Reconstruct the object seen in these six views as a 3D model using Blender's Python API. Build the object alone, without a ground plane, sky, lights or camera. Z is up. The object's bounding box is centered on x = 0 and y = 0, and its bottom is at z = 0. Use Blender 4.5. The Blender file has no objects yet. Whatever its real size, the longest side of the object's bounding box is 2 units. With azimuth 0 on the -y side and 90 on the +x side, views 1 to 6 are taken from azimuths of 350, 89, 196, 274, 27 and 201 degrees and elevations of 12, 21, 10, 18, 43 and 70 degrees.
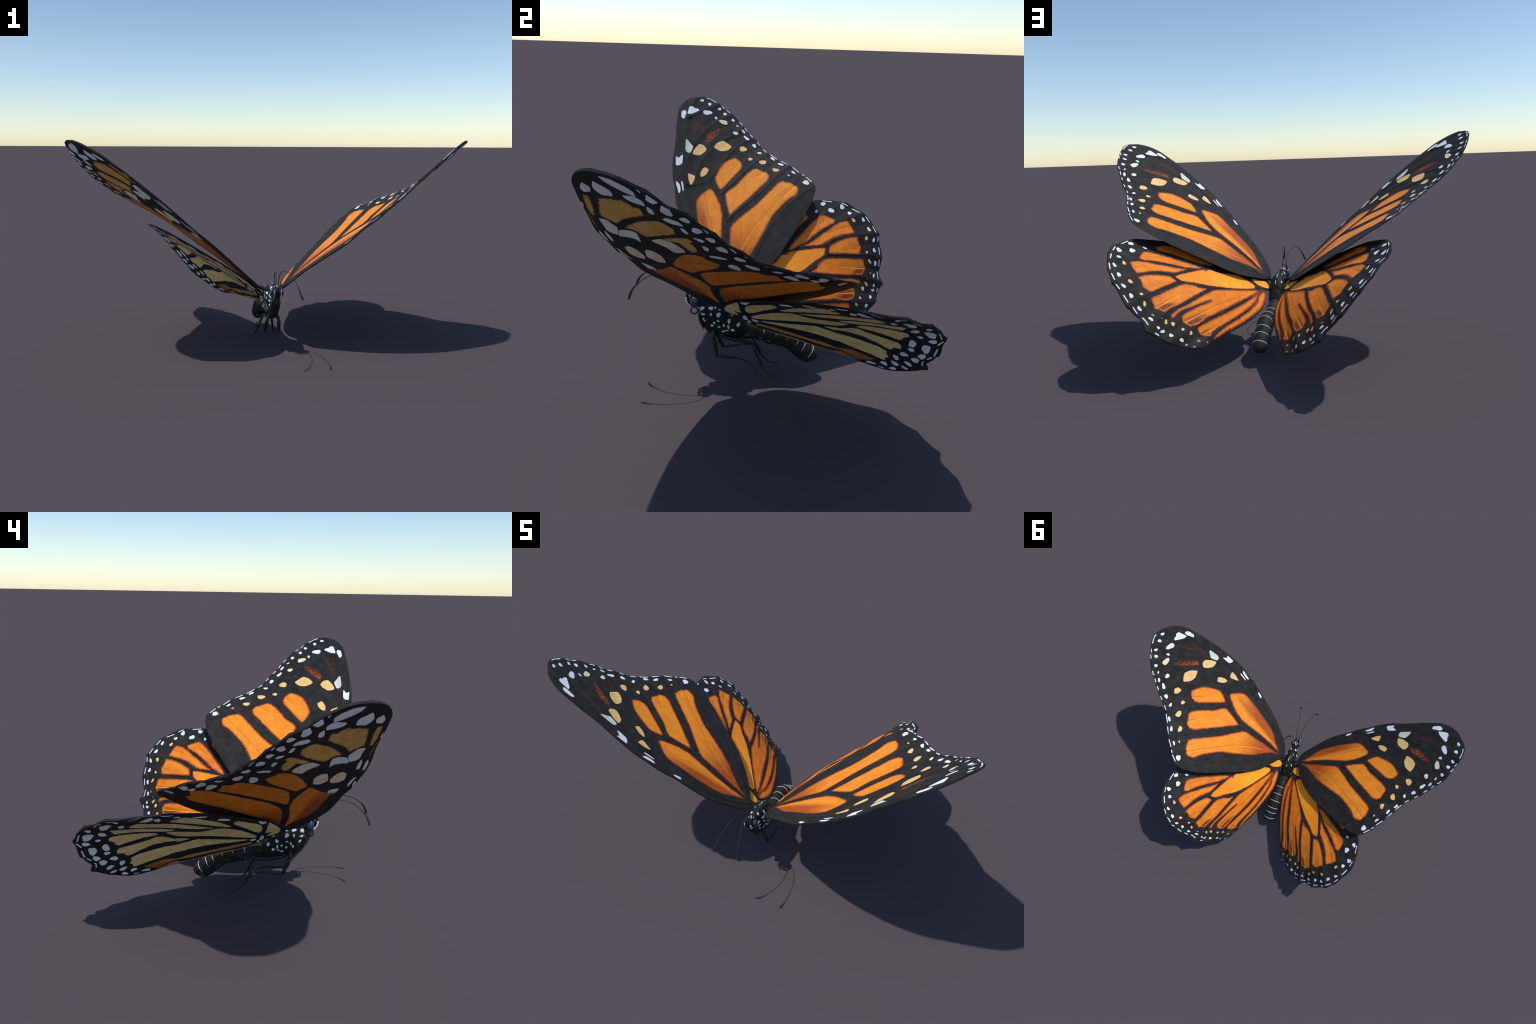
"""A resting monarch-coloured butterfly: four cupped, pleated wings, a white-dotted black body,
clubbed antennae, a coiled tongue and six legs.

Every wing is designed flat, in its own wing coordinates (a = root to tip, b = leading to trailing
edge).  Margin, veins, folds, coloured cells and spots are laid out there; the membrane is
triangulated so that cell borders are mesh edges, each colour zone gets a material of its own, and
the sheet is then cupped, pleated along its veins and given a thickness."""
import bpy, bmesh, math, random
import numpy as np
from mathutils import Vector, Matrix, noise
from mathutils.geometry import delaunay_2d_cdt
from mathutils.bvhtree import BVHTree

rng = np.random.default_rng(11)
MM = 0.001


# ------------------------------------------------------------------ the wing plan vocabulary
def cell(kind):
    return lambda *pts: ("area", kind, np.array(pts, float) * MM, True)


def patch(kind):
    return lambda *pts: ("area", kind, np.array(pts, float) * MM, False)


def spot(kind):
    """An oval spot: centre, half axes (mm) and turn (degrees)."""
    def make(a, b, ra, rb, turn):
        t = np.linspace(0, 2 * math.pi, 10, endpoint=False)
        ra2, rb2 = max(ra, 2.0), max(rb, 2.0)
        c, s = math.cos(math.radians(turn)), math.sin(math.radians(turn))
        p = np.sign(np.cos(t)) * np.abs(np.cos(t)) ** 0.85 * ra2, np.sign(np.sin(t)) * np.abs(np.sin(t)) ** 0.85 * rb2
        wob = 1 + 0.10 * np.sin(3 * t + a) + 0.06 * np.sin(5 * t + b)
        x, y = p[0] * wob, p[1] * wob
        return ("area", kind, np.c_[a + c * x - s * y, b + s * x + c * y] * MM, False)
    return make


def dash(kind):
    """A short stroke of scales along the margin."""
    def make(*pts):
        p = np.array(pts, float) * MM
        w = 0.0024
        d = np.gradient(p, axis=0)
        d /= np.linalg.norm(d, axis=1)[:, None] + 1e-9
        n = np.c_[-d[:, 1], d[:, 0]] * w
        return ("area", kind, np.vstack([p + n, (p - n)[::-1]]), False)
    return make


def stroke(kind):
    """A long tapering line of painted shade or light along a fold inside a cell."""
    def make(*pts):
        p = np.array(pts, float) * MM
        d = np.gradient(p, axis=0)
        d /= np.linalg.norm(d, axis=1)[:, None] + 1e-9
        t = np.linspace(0, 1, len(p))[:, None]
        n = np.c_[-d[:, 1], d[:, 0]] * (0.0006 + 0.0014 * np.sqrt(t)) * (1.5 if kind == "streak" else 1.0)
        return ("area", kind, np.vstack([p + n, (p - n)[::-1]]), False)
    return make


def vein(*pts):
    return ("vein", "", np.array(pts, float) * MM, False)


def fold(*pts):
    return ("fold", "", np.array(pts, float) * MM, False)


def margin(*pts):
    return ("margin", "", np.array(pts, float) * MM, False)


# Camber stations (metres): a, b, then the lift of the left wing off its plane, and the shift in a and b
# and the lift of the right wing, which is swept a little differently.
FOREWING_STATIONS = [
    (-0.011, -0.009, -0.0061, -0.0002, 0.0031, -0.0056),
    (1.216, -0.077, 0.022, -0.004, 0.0043, 0.0183),
    (0.634, 0.503, 0.0514, 0.0138, -0.0175, 0.0478),
    (0.593, -0.262, 0.0033, -0.0196, 0.0498, 0.011),
    (0.918, 0.198, -0.0217, -0.0019, 0.009, -0.0151),
    (0.241, 0.303, 0.0334, 0.0129, -0.0037, 0.0332),
    (0.266, -0.196, 0.0013, -0.0226, 0.018, -0.0058),
    (0.876, -0.262, 0.0258, -0.0181, 0.042, 0.0318),
    (0.414, 0.035, 0.0075, 0.0036, 0.0018, 0.0155),
    (0.413, 0.431, 0.0512, 0.0164, -0.0165, 0.0462),
    (0.726, 0.31, 0.0087, 0.0084, -0.0081, 0.0155),
    (1.092, 0.092, -0.0086, -0.0042, 0.0066, -0.0103),
    (0.886, -0.002, -0.0028, -0.009, 0.0305, -0.0006),
    (1.073, -0.215, 0.0358, -0.0112, 0.0138, 0.0343),
    (0.095, 0.173, 0.0136, 0.0058, -0.0009, 0.0148),
    (0.583, -0.029, -0.0056, -0.0074, 0.0278, 0.0068),
    (0.42, -0.232, -0.0038, -0.0116, 0.0382, 0.0066),
    (0.699, -0.124, -0.0033, -0.0168, 0.0452, 0.0084),
    (0.139, -0.143, 0.002, -0.0237, 0.016, -0.0103),
    (0.749, -0.284, 0.015, -0.0233, 0.0468, 0.0244),
    (0.84, -0.144, 0.0077, -0.0163, 0.0454, 0.0138),
    (1.103, -0.056, 0.0167, -0.0041, 0.0084, 0.0142),
    (0.811, 0.159, -0.0148, -0.0026, 0.014, -0.0036),
    (1.186, 0.029, 0.0031, -0.0042, 0.0041, 0.0011),
    (0.528, 0.497, 0.059, 0.0161, -0.0201, 0.0541),
    (1.019, 0.18, -0.0199, -0.0018, 0.0052, -0.0191),
    (0.049, -0.098, -0.0049, -0.0168, 0.0115, -0.0114),
    (0.707, 0.406, 0.0275, 0.0105, -0.0134, 0.0289),
    (0.863, 0.275, -0.0128, 0.0016, 0.001, -0.0064),
    (0.027, 0.074, 0.0017, 0.0004, 0.0125, 0.0002),
    (0.986, -0.24, 0.0322, -0.015, 0.0265, 0.0341),
    (0.996, 0.094, -0.0138, -0.0057, 0.0121, -0.0107),
    (0.646, -0.197, -0.0013, -0.0182, 0.051, 0.0108),
    (0.886, 0.122, -0.0194, -0.0058, 0.0185, -0.0098),
    (0.789, 0.237, -0.0087, 0.0024, 0.0026, 0.0004),
    (1.181, -0.148, 0.0327, -0.0045, 0.006, 0.0276),
    (0.813, 0.336, 0.0019, 0.0047, -0.0057, 0.0065),
    (1.096, -0.14, 0.0279, -0.0046, 0.011, 0.022),
    (0.523, -0.266, 0.0065, -0.0192, 0.0425, 0.0075),
    (1.061, 0.03, -0.0025, -0.0054, 0.0109, -0.0023),
    (0.292, 0.343, 0.0385, 0.0145, -0.0069, 0.036),
    (0.85, -0.204, 0.0136, -0.017, 0.0483, 0.0204),
    (0.465, 0.462, 0.0553, 0.0165, -0.0196, 0.0504),
    (0.683, 0.472, 0.0415, 0.012, -0.0157, 0.0396),
    (1.173, -0.039, 0.0131, -0.0046, 0.0056, 0.0099),
    (1.126, 0.047, -0.0038, -0.0046, 0.0063, -0.0048),
    (0.759, 0.393, 0.0183, 0.0081, -0.011, 0.0203),
    (0.581, 0.511, 0.0566, 0.0153, -0.0191, 0.0521),
    (1.124, -0.2, 0.0372, -0.0079, 0.0094, 0.0329),
    (0.97, 0.212, -0.0217, -0.001, 0.0054, -0.0184),
    (0.972, 0.158, -0.0215, -0.003, 0.0091, -0.0174),
    (0.041, -0.013, -0.0009, -0.0088, -0.0003, -0.0048),
    (0.864, 0.223, -0.0181, -0.0005, 0.007, -0.0099),
    (0.199, 0.273, 0.0292, 0.0115, -0.0018, 0.0305),
    (0.639, -0.283, 0.0114, -0.0233, 0.047, 0.015),
    (1.06, 0.154, -0.0165, -0.0025, 0.0049, -0.0176),
]
HINDWING_STATIONS = [
    (-0.002, -0.02, -0.0009, 0.0001, 0.0036, 0.0017),
    (0.785, 0.479, 0.0071, -0.0024, -0.0047, 0.0009),
    (0.204, 0.506, -0.0117, -0.0121, -0.0119, -0.007),
    (0.54, 0.035, -0.0313, -0.0032, -0.0193, -0.0364),
    (0.484, 0.644, -0.0294, -0.0089, -0.0095, -0.0287),
    (0.479, 0.323, 0.01, -0.0077, -0.0132, 0.0113),
    (0.765, 0.204, -0.0414, 0.0009, -0.01, -0.0415),
    (0.3, -0.048, -0.0149, -0.0035, -0.0144, -0.022),
    (0.025, 0.22, 0.0014, -0.0108, -0.0076, 0.0065),
    (0.299, 0.254, 0.0215, -0.0015, -0.0185, 0.0171),
    (0.579, 0.474, 0.0114, -0.0078, -0.0111, 0.0071),
    (0.319, 0.607, -0.0245, -0.0121, -0.0115, -0.0223),
    (0.089, 0.344, 0.0007, -0.0132, -0.0127, 0.007),
    (0.633, 0.596, -0.0117, -0.006, -0.0061, -0.0133),
    (0.782, 0.347, -0.0154, -0.0011, -0.0072, -0.015),
    (0.447, 0.195, 0.0002, -0.0056, -0.0202, -0.0056),
    (0.43, 0.531, -0.0017, -0.0087, -0.0143, -0.0059),
    (0.18, -0.083, -0.0112, -0.0021, -0.0054, -0.0156),
    (0.09, 0.057, -0.0024, -0.0072, -0.0029, -0.0036),
    (0.7, 0.108, -0.0452, 0.0011, -0.012, -0.0457),
    (0.668, 0.405, 0.0076, -0.0045, -0.0099, 0.0069),
    (0.697, 0.29, -0.0136, -0.0017, -0.0122, -0.0142),
    (0.004, 0.124, 0.0005, -0.0072, -0.0019, 0.0042),
    (0.697, 0.515, 0.0099, -0.005, -0.0067, 0.0033),
    (0.518, 0.564, -0.0096, -0.0092, -0.0102, -0.008),
    (0.404, 0.608, -0.0191, -0.0109, -0.0115, -0.0188),
    (0.06, -0.072, -0.0052, 0.0001, 0.0019, -0.0055),
    (0.241, 0.577, -0.0193, -0.0145, -0.0128, -0.0158),
    (0.295, 0.327, 0.0212, -0.0071, -0.0093, 0.0202),
    (0.696, 0.187, -0.0339, 0.0008, -0.0117, -0.0335),
    (0.816, 0.416, -0.0029, -0.0008, -0.0042, -0.0056),
    (0.836, 0.305, -0.0291, 0.0028, -0.0052, -0.0297),
    (0.367, 0.557, -0.0051, -0.0143, -0.0135, -0.0067),
    (0.576, 0.537, -0.0028, -0.0089, -0.0096, -0.0035),
    (0.75, 0.141, -0.0481, 0.0017, -0.01, -0.0481),
    (0.274, 0.53, -0.0097, -0.014, -0.0133, -0.0089),
    (0.016, 0.035, -0.0007, -0.0033, 0.0015, 0.0013),
    (0.744, 0.256, -0.028, 0.0005, -0.0112, -0.0283),
    (0.646, 0.538, 0.0023, -0.0062, -0.0073, -0.0007),
    (0.54, 0.616, -0.024, -0.0079, -0.0075, -0.0229),
]

FORE_TOP = [
    cell("orange")((40, -13), (102, -47), (168, -88), (214, -107), (290, -126), (365, -143), (452, -161), (510, -165), (552, -142), (594, -96), (578, -70), (541, -49), (479, -20), (411, -6), (329, -9), (239, -15), (158, -16)),
    cell("orange")((23, -1), (88, 5), (183, 13), (266, 25), (336, 30), (370, 47), (401, 81), (440, 125), (484, 175), (531, 219), (578, 263), (618, 300), (643, 332), (637, 360), (628, 385), (610, 405), (591, 422), (548, 408), (508, 354), (463, 308), (414, 263), (360, 230), (283, 183), (207, 133), (153, 80), (91, 26)),
    cell("orange")((419, 29), (483, 10), (555, -2), (586, 22), (619, 64), (663, 98), (705, 134), (732, 165), (740, 195), (728, 217), (710, 254), (679, 269), (644, 255), (606, 219), (567, 181), (520, 137), (469, 86), (425, 45)),
    cell("orange")((585, -28), (623, -56), (664, -66), (712, -48), (758, -22), (787, 8), (804, 37), (816, 65), (801, 89), (791, 98), (754, 106), (719, 90), (683, 59), (634, 19)),
    cell("smudge")((879, -104), (915, -111), (960, -75), (996, -33), (1017, 5), (1008, 14), (978, -1), (936, -34), (900, -69)),
    cell("smudge")((887, -188), (934, -189), (984, -169), (1032, -135), (1042, -101), (1014, -105), (974, -131), (929, -157)),
    cell("smudge")((908, 20), (939, 40), (960, 70), (935, 64)),
    cell("smudge")((920, 73), (941, 83), (946, 100), (928, 95)),
    patch("pale")((812, -217), (828, -224), (889, -214), (887, -203), (866, -190), (851, -182), (810, -199)),
    patch("cream")((805, -186), (835, -177), (873, -146), (874, -121), (853, -104), (832, -114), (804, -148)),
    patch("cream")((867, -57), (901, -34), (922, 1), (918, 19), (893, 51), (861, 21), (851, -18)),
    patch("cream")((607, -200), (643, -213), (678, -213), (675, -194), (664, -177), (632, -187)),
    spot("cream")(699, -125, 34.6, 17.1, -149),
    spot("cream")(1060, 31, 25.5, 14.6, 86),
    spot("cream")(995, 94, 15.9, 11.6, 88),
    spot("cream")(886, 122, 23.5, 17.8, 69),
    spot("cream")(811, 159, 14.0, 10.6, 73),
    spot("cream")(789, 236, 22.7, 15.4, 86),
    spot("cream")(725, 309, 19.2, 12.8, 98),
    spot("cream")(683, 378, 8.4, 4.7, 124),
    patch("white")((1065, -173), (1094, -165), (1118, -156), (1123, -138), (1114, -126), (1115, -112), (1105, -103), (1089, -123), (1070, -150)),
    patch("white")((724, -271), (776, -270), (769, -258), (790, -238), (739, -241), (725, -256)),
    spot("white")(1058, -196, 31.8, 12.0, -161),
    spot("white")(1101, -57, 28.5, 13.9, 69),
    spot("white")(1078, -11, 10.8, 6.8, -158),
    spot("white")(1185, -81, 12.6, 7.5, 60),
    spot("white")(1172, -38, 12.1, 8.7, -149),
    spot("white")(1153, 18, 11.8, 7.6, 53),
    spot("white")(1126, 47, 11.7, 8.9, -142),
    spot("white")(1091, 92, 10.8, 9.2, 50),
    spot("white")(1053, 114, 9.1, 4.6, 116),
    spot("white")(1019, 147, 13.8, 7.5, 141),
    spot("white")(972, 158, 19.6, 9.1, 142),
    spot("white")(919, 198, 13.8, 11.2, 159),
    spot("white")(864, 223, 13.4, 7.6, 92),
    spot("white")(818, 300, 16.4, 7.8, 138),
    spot("white")(771, 343, 17.0, 8.3, 119),
    spot("white")(706, 407, 14.4, 6.9, 138),
    spot("white")(629, 466, 17.0, 15.3, 122),
    spot("white")(591, -260, 35.3, 7.4, 167),
    spot("white")(599, -241, 31.4, 4.0, 171),
    spot("white")(419, -228, 23.2, 6.5, 162),
    dash("white")((1212, -52), (1210, -32), (1195, 2)),
    dash("white")((1183, 31), (1163, 46)),
    dash("white")((1159, 60), (1142, 78)),
    dash("white")((1085, 130), (1074, 142), (1062, 143)),
    dash("white")((1045, 158), (1025, 170)),
    dash("white")((1002, 185), (982, 198)),
    dash("white")((947, 221), (926, 232)),
    dash("white")((892, 250), (870, 268)),
    dash("white")((851, 289), (815, 325)),
    dash("white")((797, 348), (766, 387)),
    dash("white")((745, 408), (708, 437)),
    dash("white")((693, 453), (680, 464)),
    dash("white")((670, 474), (634, 496)),
    margin((-11, -9), (-9, -27), (32, -86), (84, -115), (139, -143), (225, -181), (307, -212), (396, -239), (524, -268), (657, -285), (770, -284), (954, -253), (1049, -230), (1087, -219), (1124, -200), (1157, -175), (1181, -148), (1200, -113), (1216, -77), (1220, -45), (1211, -13), (1197, 9), (1186, 29), (1163, 56), (1156, 67), (1138, 90), (1131, 99), (1101, 126), (1086, 138), (1069, 148), (1060, 154), (1045, 163), (1019, 180), (1003, 191), (970, 212), (946, 228), (915, 242), (894, 256), (863, 275), (853, 293), (813, 336), (800, 353), (759, 393), (746, 413), (707, 443), (694, 458), (683, 472), (671, 481), (634, 503), (608, 512), (567, 509), (504, 483), (413, 431), (308, 352), (241, 303), (161, 241), (95, 173), (51, 103), (17, 42)),
    vein((2, -7), (160, -3), (382, 12), (544, -21), (646, -97), (608, -170), (605, -221)),
    vein((0, -17), (164, -122), (348, -184), (591, -226), (795, -234), (1029, -183), (1066, -163), (1191, -117)),
    vein((383, 15), (451, 87), (571, 216), (643, 281), (759, 393)),
    vein((553, -25), (661, 73), (751, 157), (809, 217), (861, 276)),
    vein((646, -97), (724, -45), (819, 20), (890, 84), (942, 147), (970, 212)),
    vein((607, -179), (683, -171), (777, -131), (859, -66), (938, 24), (991, 99), (1057, 156)),
    vein((605, -221), (768, -211), (856, -176), (935, -122), (1010, -55), (1071, 17), (1131, 97)),
    vein((1033, -182), (1070, -128), (1126, -57), (1162, -8), (1198, 16)),
    vein((42, 23), (187, 144), (335, 229), (477, 352), (604, 508)),
    fold((417, 201), (494, 279), (609, 400), (682, 472)),
    fold((516, 232), (629, 361), (707, 443)),
    fold((652, 173), (714, 239), (813, 336)),
    fold((739, 38), (791, 89), (857, 156), (915, 242)),
    fold((854, -34), (924, 38), (991, 135), (1019, 180)),
    fold((915, -69), (1003, 8), (1098, 126)),
    fold((985, -96), (1075, -1), (1161, 58)),
    stroke("painted_crease_shade")((131, 38), (208, 69), (282, 107), (362, 162), (446, 238), (531, 322), (602, 393)),
    stroke("painted_crease_shade")((560, 293), (609, 346), (630, 369)),
    stroke("painted_crease_shade")((663, 166), (694, 205), (723, 244)),
    stroke("painted_crease_shade")((710, 18), (751, 61), (791, 92)),
    stroke("painted_crease_shade")((120, -30), (234, -49), (347, -63), (471, -100), (560, -121)),
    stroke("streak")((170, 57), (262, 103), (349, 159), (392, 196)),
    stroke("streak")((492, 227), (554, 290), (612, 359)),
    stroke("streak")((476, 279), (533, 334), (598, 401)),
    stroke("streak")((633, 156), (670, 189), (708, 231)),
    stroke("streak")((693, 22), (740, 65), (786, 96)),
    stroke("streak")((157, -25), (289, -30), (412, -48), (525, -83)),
]

FORE_UNDER = [
    cell("tan")((1027, -170), (1041, -159), (1052, -138), (1064, -109), (1077, -87), (1071, -72), (1059, -60), (1068, -45), (1056, -38), (1025, -40), (1000, -61), (970, -92), (937, -128), (887, -166), (892, -182), (897, -198), (903, -212), (947, -202), (996, -184)),
    cell("tan")((871, -150), (914, -120), (959, -82), (995, -43), (1027, -6), (1031, 14), (1024, 26), (1011, 37), (978, 34), (938, 6), (895, -36), (852, -84), (862, -104), (877, -119)),
    cell("tan")((879, -33), (925, 10), (970, 58), (963, 82), (943, 66), (928, 77), (884, 77), (843, 50), (871, 34), (896, 25), (882, -2)),
    cell("tan")((1027, -215), (1024, -200), (985, -205), (892, -232), (888, -248), (934, -243), (987, -229)),
    cell("tan")((910, -255), (887, -254), (821, -260), (785, -265), (811, -268), (858, -264)),
    patch("pale")((877, -227), (888, -197), (876, -190), (854, -178), (791, -198), (797, -231), (838, -230)),
    patch("pale")((836, -178), (860, -146), (863, -121), (849, -116), (787, -125), (802, -139), (798, -168), (786, -195)),
    patch("pale")((830, -78), (872, -39), (876, -3), (857, 15), (844, 23), (813, 20), (779, -19), (810, -40)),
    patch("pale")((678, -215), (709, -192), (702, -175), (676, -162), (654, -155), (607, -168), (602, -198), (621, -219)),
    patch("pale")((722, -131), (731, -105), (703, -84), (634, -88), (619, -119), (648, -147)),
    spot("white")(1075, -187, 30.1, 13.2, -153),
    spot("white")(1100, -131, 34.5, 25.7, -162),
    spot("white")(1174, -57, 43.4, 24.6, 108),
    spot("white")(1116, -37, 35.6, 19.2, 59),
    spot("white")(1170, 24, 21.0, 14.1, -153),
    spot("white")(1087, -4, 23.8, 9.8, -168),
    spot("white")(1135, 52, 31.8, 14.3, -170),
    spot("white")(1068, 49, 28.0, 14.4, 74),
    spot("white")(1109, 91, 14.6, 11.8, 49),
    spot("white")(1029, 71, 18.2, 8.4, 173),
    spot("white")(1063, 111, 22.8, 12.4, -154),
    spot("white")(996, 103, 15.0, 9.8, 82),
    spot("white")(1026, 140, 14.6, 11.6, 45),
    spot("white")(944, 111, 20.8, 8.7, -177),
    spot("white")(947, -250, 20.1, 2.5, -166),
    spot("white")(726, -271, 43.6, 6.1, -177),
    spot("white")(740, -246, 40.7, 6.8, -177),
    spot("white")(551, -266, 35.5, 5.6, 179),
    spot("white")(585, -250, 46.5, 6.1, 169),
    spot("white")(978, 162, 21.0, 15.1, -178),
    spot("white")(886, 133, 30.5, 11.3, 62),
    spot("white")(922, 200, 16.7, 15.0, 159),
    spot("white")(789, 164, 44.3, 17.2, -177),
    spot("white")(842, 224, 35.2, 16.8, 166),
    spot("white")(811, 290, 16.0, 13.9, 147),
    spot("white")(706, 320, 50.2, 16.5, 167),
    spot("white")(751, 352, 46.0, 14.8, 165),
    spot("white")(666, 387, 25.5, 10.7, 165),
    spot("white")(706, 414, 45.9, 14.8, -172),
    spot("white")(643, 468, 35.2, 8.4, -162),
    spot("white")(497, -188, 34.2, 21.9, 170),
    dash("white")((1215, -9), (1212, -2), (1188, 1)),
    dash("white")((1209, 38), (1200, 49)),
    dash("white")((1180, 69), (1155, 81)),
    dash("white")((1137, 98), (1127, 116)),
    dash("white")((1098, 132), (1068, 141)),
    dash("white")((1016, 185), (973, 197)),
    dash("white")((957, 218), (938, 239)),
    dash("white")((912, 253), (871, 267)),
    dash("white")((856, 298), (856, 324)),
    dash("white")((824, 362), (766, 387)),
    dash("white")((771, 397), (800, 425)),
    cell("orange")((786, 120), (818, 84), (835, 80), (819, 42), (786, 7), (712, -35), (642, -63), (602, -66), (593, -45), (557, -20), (601, 17), (651, 58), (709, 97)),
    cell("orange")((572, 12), (668, 99), (761, 198), (764, 228), (739, 247), (733, 280), (677, 288), (633, 297), (586, 238), (482, 134), (395, 48), (367, 10), (421, 4)),
    cell("orange")((326, 36), (417, 101), (549, 234), (638, 326), (654, 368), (625, 400), (577, 401), (565, 421), (502, 404), (440, 340), (362, 265), (268, 183), (187, 95), (135, 46), (98, 21), (148, 17), (235, 17)),
    cell("orange")((335, -1), (431, -12), (517, -42), (596, -80), (527, -130), (481, -166), (483, -190), (409, -173), (306, -140), (204, -96), (135, -42), (66, -8), (176, -13), (257, -10)),
]

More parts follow.
